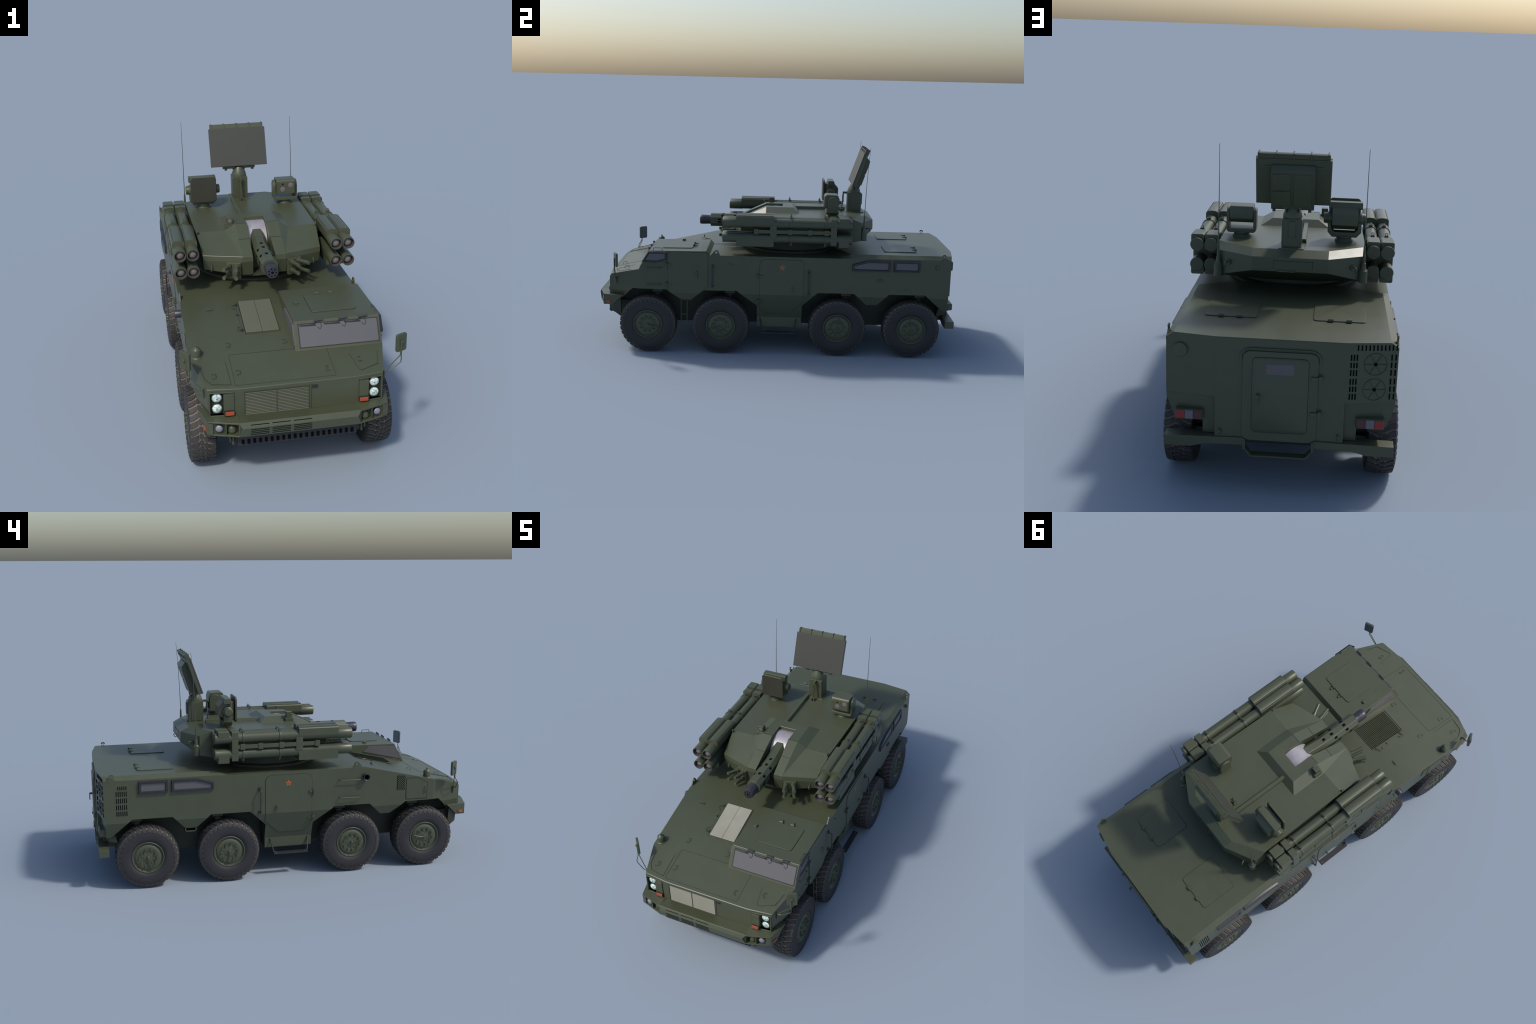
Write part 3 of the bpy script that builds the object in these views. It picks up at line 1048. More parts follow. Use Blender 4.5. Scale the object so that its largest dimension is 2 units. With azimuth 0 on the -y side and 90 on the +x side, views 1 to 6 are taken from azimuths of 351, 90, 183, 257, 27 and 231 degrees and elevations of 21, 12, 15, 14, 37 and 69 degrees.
# slots in the bumper face and bevel
bn = V((0, -0.039, -0.008)).normalized()
g = Geo()
for x0 in (-0.192, -0.110, -0.028):
    x1 = x0 + 0.070
    for k in range(4):
        z = 0.2585 + k * 0.0082
        y = -0.992 - (z - 0.250) / 0.039 * 0.008 - 0.0008
        g.box((x0, y, z - 0.0012), (x1, y + 0.004, z + 0.0012))
    g.box((x0, -0.9955, 0.2975), (x1, -0.990, 0.3015))
g.emit("bumper_vent_slots", M_BLACK, bumper)["kind"] = "stuff"

# perforated strip below the bumper
g = Geo()
g.prism([(-0.940, 0.252), (-0.945, 0.184), (-0.939, 0.181), (-0.926, 0.181), (-0.920, 0.252)], 'x', -0.237, 0.232)
ps = g.emit("lower_grille_strip", M_DARK, bumper)
g = Geo()
for k in range(20):
    x = -0.216 + k * 0.0226
    g.box((x - 0.0052, -0.9470, 0.189), (x + 0.0052, -0.938, 0.207))
g.emit("strip_hole", M_BLACK, ps)["kind"] = "stuff"
g = Geo()
for s in (1, -1):
    g.box((min(s * 0.250, s * 0.256), -0.940, 0.20), (max(s * 0.250, s * 0.256), -0.905, 0.252))
    g.torus((s * 0.253, -0.931, 0.196), (1, 0, 0), 0.009, 0.0045)
    g.box((min(s * 0.262, s * 0.268), -0.940, 0.20), (max(s * 0.262, s * 0.268), -0.905, 0.252))
g.emit("tow_eye", M_PAINT, bumper)
# small liner plates in front of the first and behind the last wheel
g = Geo()
for s in (1, -1):
    g.hexa([(s * 0.338, -0.906, 0.252), (s * 0.349, -0.906, 0.252), (s * 0.364, -0.86, 0.29), (s * 0.338, -0.86, 0.29),
            (s * 0.338, -0.906, 0.212), (s * 0.343, -0.906, 0.212), (s * 0.345, -0.862, 0.180), (s * 0.338, -0.862, 0.180)])
    g.hexa([(s * 0.300, 0.940, 0.259), (s * 0.355, 0.938, 0.259), (s * 0.350, 0.90, 0.28), (s * 0.300, 0.90, 0.28),
            (s * 0.300, 0.930, 0.236), (s * 0.350, 0.928, 0.236), (s * 0.345, 0.882, 0.222), (s * 0.300, 0.882, 0.222)])
g.emit("wheel_well_liner", M_UNDER, root)

# ------------------------------------------------------------------ mirrors
def mirror_arm(s, head, yaw, base):
    g = Geo()
    e = V((s * 0.424, base.y + 0.004, 0.445))
    hd = V(head)
    bt = V((s * 0.353, base.y, 0.372))
    up = V((s * 0.356, base.y, 0.405))
    g.tube([up, V((hd.x - s * 0.004, hd.y - 0.008, 0.466)), V((hd.x, hd.y - 0.010, 0.53))], 0.0022, 7)
    g.tube([V((s * 0.356, base.y, 0.402)), V((s * 0.376, base.y, 0.404)), V((hd.x, base.y + 0.002, 0.440)), V((hd.x, hd.y - 0.010, 0.47)), V((hd.x, hd.y - 0.010, 0.52))], 0.0022, 7, 0.006)
    g.tube([bt, up + V((0, 0, 0.004))], 0.0045, 8)
    arm = g.emit("mirror_arm", M_PAINT, root)
    M = Matrix.Translation(hd) @ Matrix.Rotation(yaw, 4, 'Z')
    g = Geo()
    g.prism(rounded(rect(-0.025, 0.025, -0.037, 0.037), 0.008), 'y', -0.006, 0.005)
    g.cyl((0, -0.012, 0.004), (0, -0.004, 0.004), 0.007, n=12)
    me = g.mesh("mirror_shell", M_PAINT, bevel=0.003)
    weighted(put(me, "mirror_shell", arm, M))
    g = Geo()
    g.prism(rounded(rect(-0.0225, 0.0225, -0.0345, 0.0345), 0.007), 'y', 0.0045, 0.0058)
    put(g.mesh("mirror_glass", M_MIRROR), "mirror_glass", arm, M)


mirror_arm(1, (0.424, -0.872, 0.519), rad(24), V((0.36, -0.885, 0.4)))
mirror_arm(-1, (-0.412, -0.852, 0.520), rad(-50), V((-0.36, -0.883, 0.4)))

# ------------------------------------------------------------------ rear face
RY = 0.971
g = Geo()
P = lambda pts, y: [V((a, y, b)) for a, b in pts]
fr = rounded(rect(-0.127, 0.127, 0.200, 0.524), 0.030, 6)
g.loft([P(fr, RY - 0.01), P(fr, RY + 0.005)])
frame = g.emit("rear_door_frame", M_PAINT, hull, bevel=0.003)
g = Geo()
dr = rounded(rect(-0.094, 0.093, 0.234, 0.503), 0.020, 5)
dr2 = rounded(rect(-0.088, 0.087, 0.240, 0.497), 0.017, 5)
g.loft([P(dr, RY + 0.002), P(dr, RY + 0.007), P(dr2, RY + 0.012)])
rd = g.emit("rear_door", M_PAINT, hull, bevel=0.0)
g = Geo()
g.seam(P(dr, RY + 0.0051), (0, 1, 0), 0.003, 0.0010)
g.emit("rear_door_seam", M_GAP, rd)
g = Geo()
g.box((-0.045, RY + 0.010, 0.447), (0.046, RY + 0.0132, 0.484))
g.emit("rear_door_window", M_GLASS, rd)
g = Geo()
gut = [(0.132, 0.488), (0.132, 0.510), (0.118, 0.527), (0.10, 0.532), (-0.10, 0.532), (-0.118, 0.527), (-0.132, 0.510), (-0.132, 0.488)]
g.tube([V((a, RY + 0.003, b)) for a, b in gut], 0.0035, 6, 0.006)
g.emit("rain_gutter", M_PAINT, hull)
g = Geo()
for z in (0.437, 0.310):
    g.box((-0.133, RY + 0.003, z - 0.006), (-0.104, RY + 0.011, z + 0.006))
    g.box((-0.141, RY - 0.002, z - 0.011), (-0.131, RY + 0.013, z + 0.011))
    g.cyl((-0.131, RY + 0.011, z - 0.011), (-0.131, RY + 0.011, z + 0.011), 0.0035, n=8)
g.emit("door_hinge", M_PAINT, hull, bevel=0.0008)
g = Geo()
g.cyl((0.073, RY + 0.010, 0.372), (0.073, RY + 0.027, 0.372), 0.0055, n=12)
g.tube([(0.073, RY + 0.0255, 0.372), (0.073, RY + 0.026, 0.338)], 0.0025, 8)
g.emit("door_handle", M_PAINT, rd)
# plane of the raked outer rear panels
ry = lambda x: 0.970 - 0.026 * max(0, abs(x) - 0.217) / 0.171


def rear_pt(x, z, d=0.0):
    n = V((math.copysign(0.150, x), 0.9887, 0))
    return V((x, ry(x), z)) + n * d


g = Geo()
g.lathe(rear_pt(0.337, 0.509, -0.002), (0.15, 0.989, 0), [(0, 0.025), (0.010, 0.025), (0.012, 0.0235), (0.012, 0)], 32)
g.emit("round_cap", M_PAINT, hull)
# fans and slot vents on the -x rear panel
for z in (0.492, 0.402):
    g = Geo()
    cx = -0.313
    n = V((-0.150, 0.9887, 0))
    tx = V((-0.9887, -0.15, 0))
    c = rear_pt(cx, z, 0.0006)
    g.lathe(c - n * 0.001, n, [(0, 0.0075), (0.0022, 0.0075), (0.0024, 0)], 16)
    for k in range(6):
        a = 2 * math.pi * k / 6
        dd = tx * math.cos(a) + V((0, 0, 1)) * math.sin(a)
        g.seam([c + dd * 0.011, c + dd * 0.037], n, 0.0018, 0.0009, False)
    ring = [c + (tx * math.cos(2 * math.pi * k / 36) + V((0, 0, 1)) * math.sin(2 * math.pi * k / 36)) * 0.0385 for k in range(36)]
    g.seam(ring, n, 0.0018, 0.0009)
    fan = g.emit("cooling_fan", M_SEAM, hull)
    g = Geo()
    g.lathe(c, n, [(0, 0.0060), (0.0026, 0.0060), (0.0028, 0)], 16)
    g.emit("fan_hub", M_BLACK, fan)
g = Geo()


def rear_slot(x, z0, z1, w=0.0050):
    n = V((math.copysign(0.150, x), 0.9887, 0))
    g.obox(rear_pt(x, (z0 + z1) / 2), n.cross(V((0, 0, 1))), (0, 0, 1), n, (w, z1 - z0, 0.0018))


for k in range(11):
    rear_slot(-0.253 - k * 0.0128, 0.540, 0.559)
for z0, z1 in ((0.505, 0.526), (0.479, 0.498), (0.451, 0.472), (0.420, 0.441), (0.394, 0.413), (0.366, 0.387)):
    for k in range(3):
        rear_slot(-0.232 - k * 0.0095, z0, z1)
    for k in range(2):
        rear_slot(-0.366 - k * 0.0135, z0, z1)
g.emit("rear_vent_slots", M_BLACK, hull)["kind"] = "stuff"
# tail lamps
for s in (1, -1):
    g = Geo()
    x0, x1 = 0.259, 0.353
    g.box((min(s * x0, s * x1), 0.92, 0.262), (max(s * x0, s * x1), 0.968, 0.298))
    tl = g.emit("tail_lamp_housing", M_PAINT, hull, bevel=0.002)
    for k, mt in enumerate((M_DRED, M_WHITE, M_RED)):
        a = x0 + 0.003 + k * 0.0297
        g = Geo()
        g.box((min(s * a, s * (a + 0.0285)), 0.96, 0.2645), (max(s * a, s * (a + 0.0285)), 0.971, 0.2955))
        g.emit("tail_lamp", mt, tl, bevel=0.0015)
    g = Geo()
    g.torus((s * 0.200, 0.976, 0.228), (1, 0, 0), 0.0075, 0.003, 14, 6)
    g.emit("tie_down_ring", M_PAINT, hull)
# bumper with under-run step
g = Geo()
prof = [(0.390, 0.205), (0.118, 0.209), (0.118, 0.182), (0.25, 0.180), (0.30, 0.167), (0.390, 0.167)]
for s in (1, -1):
    g.loft([[V((s * a, 0.928, b)) for a, b in prof], [V((s * a, 0.978, b)) for a, b in prof]])
    g.box((min(s * 0.22, s * 0.25), 0.88, 0.176), (max(s * 0.22, s * 0.25), 0.955, 0.204))
rbump = g.emit("rear_bumper", M_PAINT, root, bevel=0.0015)
g = Geo()
for s in (1, -1):
    g.box((min(s * 0.112, s * 0.120), 0.945, 0.170), (max(s * 0.112, s * 0.120), 0.983, 0.207))
up = [(-0.114, 0.205), (-0.114, 0.172), (-0.092, 0.146), (0.092, 0.146), (0.114, 0.172), (0.114, 0.205)]
dn = [(-0.118, 0.205), (-0.118, 0.170), (-0.094, 0.1405), (0.094, 0.1405), (0.118, 0.170), (0.118, 0.205)]
for i in range(5):
    q = [up[i], up[i + 1], dn[i + 1], dn[i]]
    g.loft([P(q, 0.948), P(q, 0.978)])
g.emit("rear_step", M_PAINT, rbump)

# ------------------------------------------------------------------ wheels
def tyre_mesh():
    g = Geo()
    prof = [(-0.046, 0.079), (-0.052, 0.086), (-0.0540, 0.100), (-0.0545, 0.118), (-0.0530, 0.134), (-0.0495, 0.1435), (-0.0460, 0.1490), (-0.030, 0.1512), (0, 0.1520)]
    prof = prof + [(-a, b) for a, b in reversed(prof[:-1])]
    n = 72
    rings = []
    for w, r in prof:
        rings.append([V((w, r * math.cos(2 * math.pi * i / n), r * math.sin(2 * math.pi * i / n))) for i in range(n)])
    g.loft(rings, cap=False)
    # the crown between the lugs is dusty
    o = 0
    for i in range(len(prof) - 1):
        for j in range(n):
            g.mi[o] = 1 if min(prof[i][1], prof[i + 1][1]) > 0.1425 else 0
            o += 1
    return g.mesh("tyre", [M_RUBBER, M_MUD], sharp=40)


def tread_mesh():
    g = Geo()
    NP = 34
    dt = 2 * math.pi / NP

    def crown(w):
        return 0.1568 - 0.0035 * (abs(w) / 0.048) ** 3

    def block(poly, hgt=None, skirt=False):
        top, base = [], []
        cx = sum(p[0] for p in poly) / len(poly)
        ct = sum(p[1] for p in poly) / len(poly)
        for w, t in poly:
            r = crown(w)
            wi, ti = cx + (w - cx) * 0.95, ct + (t - ct) * 0.93
            top.append(V((wi, r * math.cos(ti * dt), r * math.sin(ti * dt))))
            base.append(V((w, 0.1495 * math.cos(t * dt), 0.1495 * math.sin(t * dt))))
        g.loft([base, top])
    for s in (1, -1):
        off = 0.0 if s > 0 else 0.5
        for k in range(NP):
            t = k + off
            # shoulder lug, swept back, running down on to the sidewall
            sh = [(0.0465, 0.06), (0.0465, 0.82), (0.034, 0.92), (0.0200, 1.14), (0.0185, 0.52), (0.032, 0.20)]
            block([(s * w, t + tt) for w, tt in sh])
            lo_ = [(0.0510, 0.08), (0.0510, 0.80)]
            a0, a1 = (t + 0.08) * dt, (t + 0.80) * dt
            b0, b1 = (t + 0.16) * dt, (t + 0.72) * dt
            rA, rB, rC = 0.1530, 0.1455, 0.131
            q = lambda w, r, a: V((s * w, r * math.cos(a), r * math.sin(a)))
            g.loft([[q(0.0440, rA, a0), q(0.0440, rA, a1), q(0.0440, 0.140, a1), q(0.0440, 0.140, a0)],
                    [q(0.0475, rA, a0), q(0.0475, rA, a1), q(0.0515, 0.1425, a1), q(0.0515, 0.1425, a0)],
                    [q(0.0490, 0.150, b0), q(0.0490, 0.150, b1), q(0.0550, rC, b1), q(0.0550, rC, b0)]])
            # centre block, five-sided
            ce = [(0.0160, 0.62), (0.0170, 1.14), (0.009, 1.36), (0.0010, 1.18), (0.0010, 0.76), (0.007, 0.48)]
            block([(s * w, t + tt) for w, tt in ce])
    return g.mesh("tread", M_TREAD, sharp=25)


def rim_mesh():
    g = Geo()
    prof = [(-0.046, 0.050), (-0.050, 0.078), (-0.046, 0.0805), (0.044, 0.0805), (0.0495, 0.0800), (0.0510, 0.0775), (0.0500, 0.0745), (0.0465, 0.0725), (0.0430, 0.0695), (0.0425, 0.0665),
            (0.0455, 0.0650), (0.0485, 0.0600), (0.0500, 0.0520), (0.0490, 0.0350), (0.0475, 0.0320), (0.0485, 0.0300), (0.0505, 0.0180), (0.0510, 0.0)]
    g.lathe((0, 0, 0), (1, 0, 0), prof, 48)
    g.lathe((0.049, 0, 0), (1, 0, 0), [(0, 0.009), (0.006, 0.008), (0.009, 0.006), (0.010, 0)], 14)
    for k in range(10):                       # rounded bosses between hub and nuts
        a = 2 * math.pi * (k + 0.5) / 10
        g.lathe((0.047, 0.0330 * math.cos(a), 0.0330 * math.sin(a)), (1, 0, 0), [(0, 0.0062), (0.004, 0.0055), (0.0045, 0)], 8)
    return g.mesh("rim", M_PAINT, sharp=30)


def nut_mesh():
    g = Geo()
    g.cyl((0, 0, 0), (0.003, 0, 0), 0.0068, n=12)
    g.cyl((0.003, 0, 0), (0.011, 0, 0), 0.0050, 0.0045, n=6)
    return g.mesh("wheel_nut", M_PAINT, sharp=30)


def pipe_mesh():
    g = Geo()
    g.tube([(0.056, 0, 0), (0.058, 0, 0.010), (0.0565, 0, 0.058), (0.049, 0, 0.063)], 0.0021, 7, 0.004)
    return g.mesh("air_pipe", M_PAINT)


ME_T, ME_TR, ME_R, ME_N, ME_P = tyre_mesh(), tread_mesh(), rim_mesh(), nut_mesh(), pipe_mesh()
# direction of the central tyre-inflation pipe on each wheel, degrees from up towards +y
PIPE = {1: (105, -105, 10, -8), -1: (80, -72, 175, -165)}
for s in (1, -1):
    for k, y in enumerate(WY):
        spin = R.uniform(0, math.pi)
        M = Matrix.Translation((s * 0.3575, y, WZ))
        if s < 0:
            M = M @ Matrix.Rotation(math.pi, 4, 'Z')
        w = put(ME_R, "wheel", root, M)
        put(ME_T, "tyre", w)
        o = put(ME_TR, "tread", w, Matrix.Rotation(spin, 4, 'X'))
        o["kind"] = "stuff"
        for j in range(10):
            a = 2 * math.pi * j / 10 + spin
            put(ME_N, "wheel_nut", w, Matrix.Translation((0.0485, 0.0432 * math.sin(a), 0.0432 * math.cos(a))))
        put(ME_P, "air_pipe", w, Matrix.Rotation(-rad(PIPE[s][k]) * s, 4, 'X'))

# ------------------------------------------------------------------ turret
g = Geo()
g.lathe((0, 0.075, 0.540), (0, 0, 1), [(0, 0.278), (0.014, 0.278), (0.017, 0.274), (0.019, 0.250), (0.056, 0.246)], 64)
ring = g.emit("turret_ring", M_UNDER, root, sharp=40)

g = Geo()
half = dict(t1=(.146, -.071, .749), t2=(.277, -.073, .749), t3=(.284, .399, .749), t4=(.144, .490, .749), hh=(.146, .118, .749),
            m1=(.050, -.262, .688), m2=(.096, -.262, .688), m3=(.265, -.205, .687), m5=(.284, .457, .727), m6=(.143, .533, .726),
            b1=(.050, -.264, .664), b2=(.096, -.264, .664), b3=(.265, -.207, .664),
            l1=(.050, -.250, .598), l2=(.096, -.250, .598), l3=(.260, -.203, .620), l4=(.284, .395, .616), l5=(.284, .459, .627), l6=(.143, .535, .673),
            c1=(.050, -.18, .586), c2=(.100, -.18, .586), c3=(.19, -.12, .590), c4=(.20, .28, .592), c5=(.20, .355, .596), c6=(.11, .395, .600))
keys = list(half)
vid = {}
verts = []
for k in keys:
    for sx, tag in ((1, 'r'), (-1, 'l')):
        vid[k + tag] = len(verts)
        p = half[k]
        verts.append((sx * p[0], p[1], p[2]))
F = []
for ch in ("t1 t2 m3 m2", "t2 l3 b3 m3", "t2 t3 l4 l3", "t3 m5 l5 l4", "t3 t4 m6 m5", "m5 m6 l6 l5", "m1 m2 b2 b1", "m2 m3 b3 b2", "b1 b2 l2 l1", "b2 b3 l3 l2",
           "l1 l2 c2 c1", "l2 l3 c3 c2", "l3 l4 c4 c3", "l4 l5 c5 c4", "l5 l6 c6 c5"):
    for tag in 'rl':
        F.append([vid[k + tag] for k in ch.split()])
for a, b in (("t4", "m6"), ("m6", "l6"), ("l6", "c6")):
    F.append([vid[a + 'r'], vid[a + 'l'], vid[b + 'l'], vid[b + 'r']])
F.append([vid[k] for k in ("t1r", "hhr", "hhl", "t1l", "t2l", "t3l", "t4l", "t4r", "t3r", "t2r")])
F.append([vid[k + 'r'] for k in ("c1", "c2", "c3", "c4", "c5", "c6")] + [vid[k + 'l'] for k in ("c6", "c5", "c4", "c3", "c2", "c1")])
g.add(verts, F)
# gun housing ridge, slotted for the gun
rt = dict(A=(.045, .025, .777), B=(.045, -.070, .777), C=(.098, -.070, .777), D=(.098, .083, .777), E=(.050, -.262, .688), Fq=(.096, -.262, .688), G=(.146, -.071, .749), H=(.146, .118, .749),
          a=(.045, .025, .64), e=(.050, -.262, .60), b=(.045, -.070, .60))
vs, vi = [], {}
for k, p in rt.items():
    for sx, tag in ((1, 'r'), (-1, 'l')):
        vi[k + tag] = len(vs)
        vs.append((sx * p[0], p[1], p[2]))
F = []
for ch in ("B C Fq E", "C G Fq", "D H G C", "A B b a", "B E e b"):
    for tag in 'rl':
        F.append([vi[k + tag] for k in ch.split()])
F.append([vi[k] for k in ("Dr", "Hr", "Hl", "Dl")])
F.append([vi[k] for k in ("Ar", "Dr", "Dl", "Al")])
for tag in 'rl':
    F.append([vi[k + tag] for k in ("A", "B", "C", "D")])
F.append([vi[k] for k in ("Ar", "ar", "al", "Al")])
g.add(vs, F)
turret = g.emit("turret", M_PAINT, root, bevel=0.0010, weld=True, seg=1, sharp=7, flat=True)

# seams on the ridge
g = Geo()
for s in (1, -1):
    nn = V((0, -0.42, 0.907))
    g.seam([(s * 0.046, -0.163, 0.7345), (s * 0.0965, -0.163, 0.7345)], nn, 0.0018, 0.0006, False)
    g.seam([(s * 0.045, -0.070, 0.7772), (s * 0.098, -0.070, 0.7772)], (0, 0, 1), 0.0016, 0.0005, False)
g.emit("housing_seam", M_GAP, turret)
g = Geo()
g.box((-0.058, -0.19, 0.60), (0.058, -0.17, 0.68))
g.box((-0.05, -0.255, 0.592), (0.05, -0.17, 0.605))
g.emit("gun_bay", M_UNDER, turret)
# cable duct on the turret roof
g = Geo()
g.hexa([(-0.056, 0.102, 0.747), (-0.030, 0.102, 0.747), (-0.030, 0.385, 0.747), (-0.056, 0.385, 0.747),
        (-0.052, 0.098, 0.766), (-0.036, 0.098, 0.766), (-0.036, 0.389, 0.766), (-0.052, 0.389, 0.766)])
g.emit("cable_duct", M_PAINT, turret, bevel=0.0012)
# small roof sight
g = Geo()
g.box((-0.142, -0.062, 0.745), (-0.100, -0.018, 0.772))
g.box((-0.134, -0.056, 0.772), (-0.106, -0.026, 0.803))
o = g.emit("roof_sight", M_PAINT, turret, bevel=0.0018)
g = Geo()
g.lathe((-0.120, -0.0555, 0.788), (0, -1, 0), [(0, 0.0085), (0.0012, 0.0085), (0.0014, 0)], 20)
g.emit("sight_lens", M_LENS, o)
# rear panel, handle, lugs
g = Geo()
g.seam([(-0.085, 0.5338, 0.683), (0.062, 0.5338, 0.683), (0.062, 0.5338, 0.714), (-0.085, 0.5338, 0.714)], (0, 1, 0), 0.0018, 0.0008)
g.emit("rear_panel_seam", M_GAP, turret)
g = Geo()
g.tube([(-0.02, 0.533, 0.680), (-0.02, 0.546, 0.676), (0.045, 0.546, 0.676), (0.045, 0.533, 0.680)], 0.002, 6, 0.004)
g.emit("panel_handle", M_PAINT, turret)
g = Geo()
for s in (1, -1):
    g.lathe((s * 0.236, 0.486, 0.688), (s * 0.55, 0.83, 0), [(0, 0.011), (0.004, 0.010), (0.005, 0)], 16)
    g.tube([(s * 0.238, 0.490, 0.690), (s * 0.246, 0.506, 0.692), (s * 0.250, 0.512, 0.684), (s * 0.246, 0.508, 0.676)], 0.0034, 7, 0.004)
    g.tube([(s * 0.230, -0.213, 0.640), (s * 0.230, -0.228, 0.638), (s * 0.230, -0.230, 0.624), (s * 0.232, -0.222, 0.616)], 0.0034, 7, 0.005)
    g.lathe((s * 0.270, -0.080, 0.745), (s * 0.3, -0.4, 0.8), [(0, 0.006), (0.008, 0.005), (0.009, 0)], 12)
    g.torus((s * 0.272, -0.084, 0.757), (1, 0, 0), 0.006, 0.0025, 12, 6)
g.emit("lifting_hook", M_PAINT, turret)

# mantlet drum and rotary cannon
g = Geo()
g.cyl((-0.0435, -0.012, 0.664), (0.0435, -0.012, 0.664), 0.101, n=72)
g.emit("gun_mantlet", M_SILVER, turret, sharp=40)
GZ = 0.681


def octo(y, hw, z0, z1, ch):
    return [V((x, y, z)) for x, z in ((-hw + ch, z0), (hw - ch, z0), (hw, z0 + ch), (hw, z1 - ch), (hw - ch, z1), (-hw + ch, z1), (-hw, z1 - ch), (-hw, z0 + ch))]


g = Geo()
g.loft([octo(-0.392, 0.0355, 0.645, 0.7175, 0.019), octo(-0.180, 0.0355, 0.645, 0.7185, 0.019), octo(-0.070, 0.030, 0.655, 0.746, 0.012)])
shroud = g.emit("gun_shroud", M_PAINT, turret, bevel=0.0015, sharp=20)
g = Geo()
for y in (-0.190, -0.240, -0.320):                 # cooling slots on the top flat
    g.box((-0.0065, y - 0.008, 0.713), (0.0065, y + 0.008, 0.7192))
for s in (1, -1):
    n = V((s, 0, 1)).normalized()
    for y in (-0.250, -0.322):                      # on the upper chamfers and the flanks
        g.obox((s * 0.0260, y, 0.7088), (0, 1, 0), n.cross(V((0, 1, 0))), n, (0.016, 0.011, 0.0030))
        g.box((min(s * 0.034, s * 0.0362), y - 0.028, GZ - 0.012), (max(s * 0.034, s * 0.0362), y - 0.010, GZ - 0.003))
        g.box((min(s * 0.034, s * 0.0362), y - 0.028, GZ + 0.003), (max(s * 0.034, s * 0.0362), y - 0.010, GZ + 0.011))
g.emit("shroud_slots", M_BLACK, shroud)["kind"] = "stuff"
g = Geo()
g.lathe((0, -0.36, GZ), (0, -1, 0), [(0, 0.0260), (0.040, 0.0260), (0.060, 0.0262), (0.064, 0.0272), (0.070, 0.0262), (0.074, 0.0272), (0.080, 0.0268), (0.090, 0.0264), (0.094, 0.0246), (0.094, 0)], 32)
gun = g.emit("rotary_cannon", M_STEEL, turret, sharp=35)
g = Geo()
g.cyl((0, -0.4538, GZ), (0, -0.4548, GZ), 0.0060, n=16)
for k in range(7):
    a = 2 * math.pi * k / 7
    g.cyl((0.0160 * math.cos(a), -0.4538, GZ + 0.0160 * math.sin(a)), (0.0160 * math.cos(a), -0.4548, GZ + 0.0160 * math.sin(a)), 0.0034, n=12)
g.emit("muzzle_bore", M_BLACK, gun)

# smoke grenade launchers
for s in (1, -1):
    g = Geo()
    nrm = V((s * 0.36, -0.93, -0.1)).normalized()
    tx = V((0.93 * s, 0.36 * 1, 0)).normalized()
    c = V((s * 0.135, -0.253, 0.626))
    g.obox(c, tx, (0, 0, 1), nrm, (0.066, 0.072, 0.016))
    for i, j, ly in ((-1, 1, .05), (1, 1, .05), (-1, -1, .05), (1, -1, .05)):
        p = c + tx * 0.0165 * i + V((0, 0, 0.019 * j + 0.003))
        d = (V((s * (0.40 + 0.16 * i), -1, 0.10))).normalized()
        g.cyl(p, p + d * 0.026, 0.0115, n=14)
        g.cyl(p + d * 0.022, p + d * 0.078, 0.0088, n=14)
    g.emit("smoke_launcher", M_PAINT, turret, bevel=0.0006)

# ------------------------------------------------------------------ missiles
YF, YR = -0.300, 0.400
XM = (0.316, 0.371)
ZM = (0.7275, 0.6480)


def canister_mesh(up):
    """tube along y about its own axis, housing above (up=1) or below (up=-1)"""
    g = Geo()
    r = 0.0268
    g.lathe((0, YF, 0), (0, 1, 0), [(0.030, 0.0222), (0.0, 0.0228), (0.0, 0.0262), (0.002, 0.0272), (0.075, 0.0272), (0.080, r - 0.001), (0.640, r - 0.001), (0.684, r - 0.001), (0.690, r), (0.698, r), (0.700, 0.0255), (0.700, 0)], 36, cap=False)
    top = 0.0455 if up > 0 else 0.0440
    hw = 0.0268
    sec = [(-hw, 0.0), (hw, 0.0), (hw, top - 0.011), (hw - 0.003, top - 0.006), (hw - 0.011, top - 0.0015), (0, top), (-hw + 0.011, top - 0.0015), (-hw + 0.003, top - 0.006), (-hw, top - 0.011)] if up > 0 else \
        [(-hw, 0.0), (hw, 0.0), (hw, top), (-hw, top)]
    F = lambda pts, y: [V((a, y, b * up)) for a, b in pts]
    g.loft([F(sec, -0.227), F(sec, -0.023)])
    # rear service box and clamp box
    e = 0.0255
    for y0, y1, h in ((0.329, 0.383, 0.038 if up > 0 else 0.044), (0.284, 0.316, 0.034)):
        sb = [(-e, 0.0), (e, 0.0), (e, h - 0.004), (e - 0.005, h), (-e + 0.005, h), (-e, h - 0.004)]
        g.loft([F(sb, y0), F(sb, y1)])
    for y in (0.070, 0.256):
        g.cyl((0, y - 0.005, 0), (0, y + 0.005, 0), r + 0.0022, n=28)
        g.box((-0.008, y - 0.006, (r - 0.002) * up if up > 0 else -(r + 0.008)), (0.008, y + 0.006, (r + 0.008) if up > 0 else -(r - 0.002)))
        g.torus((-0.001, y, (r + 0.013) * up), (0.3, 1, 0), 0.0052, 0.0015, 12, 6)
    return g.mesh("missile_canister", M_PAINT, bevel=0.0, sharp=30)


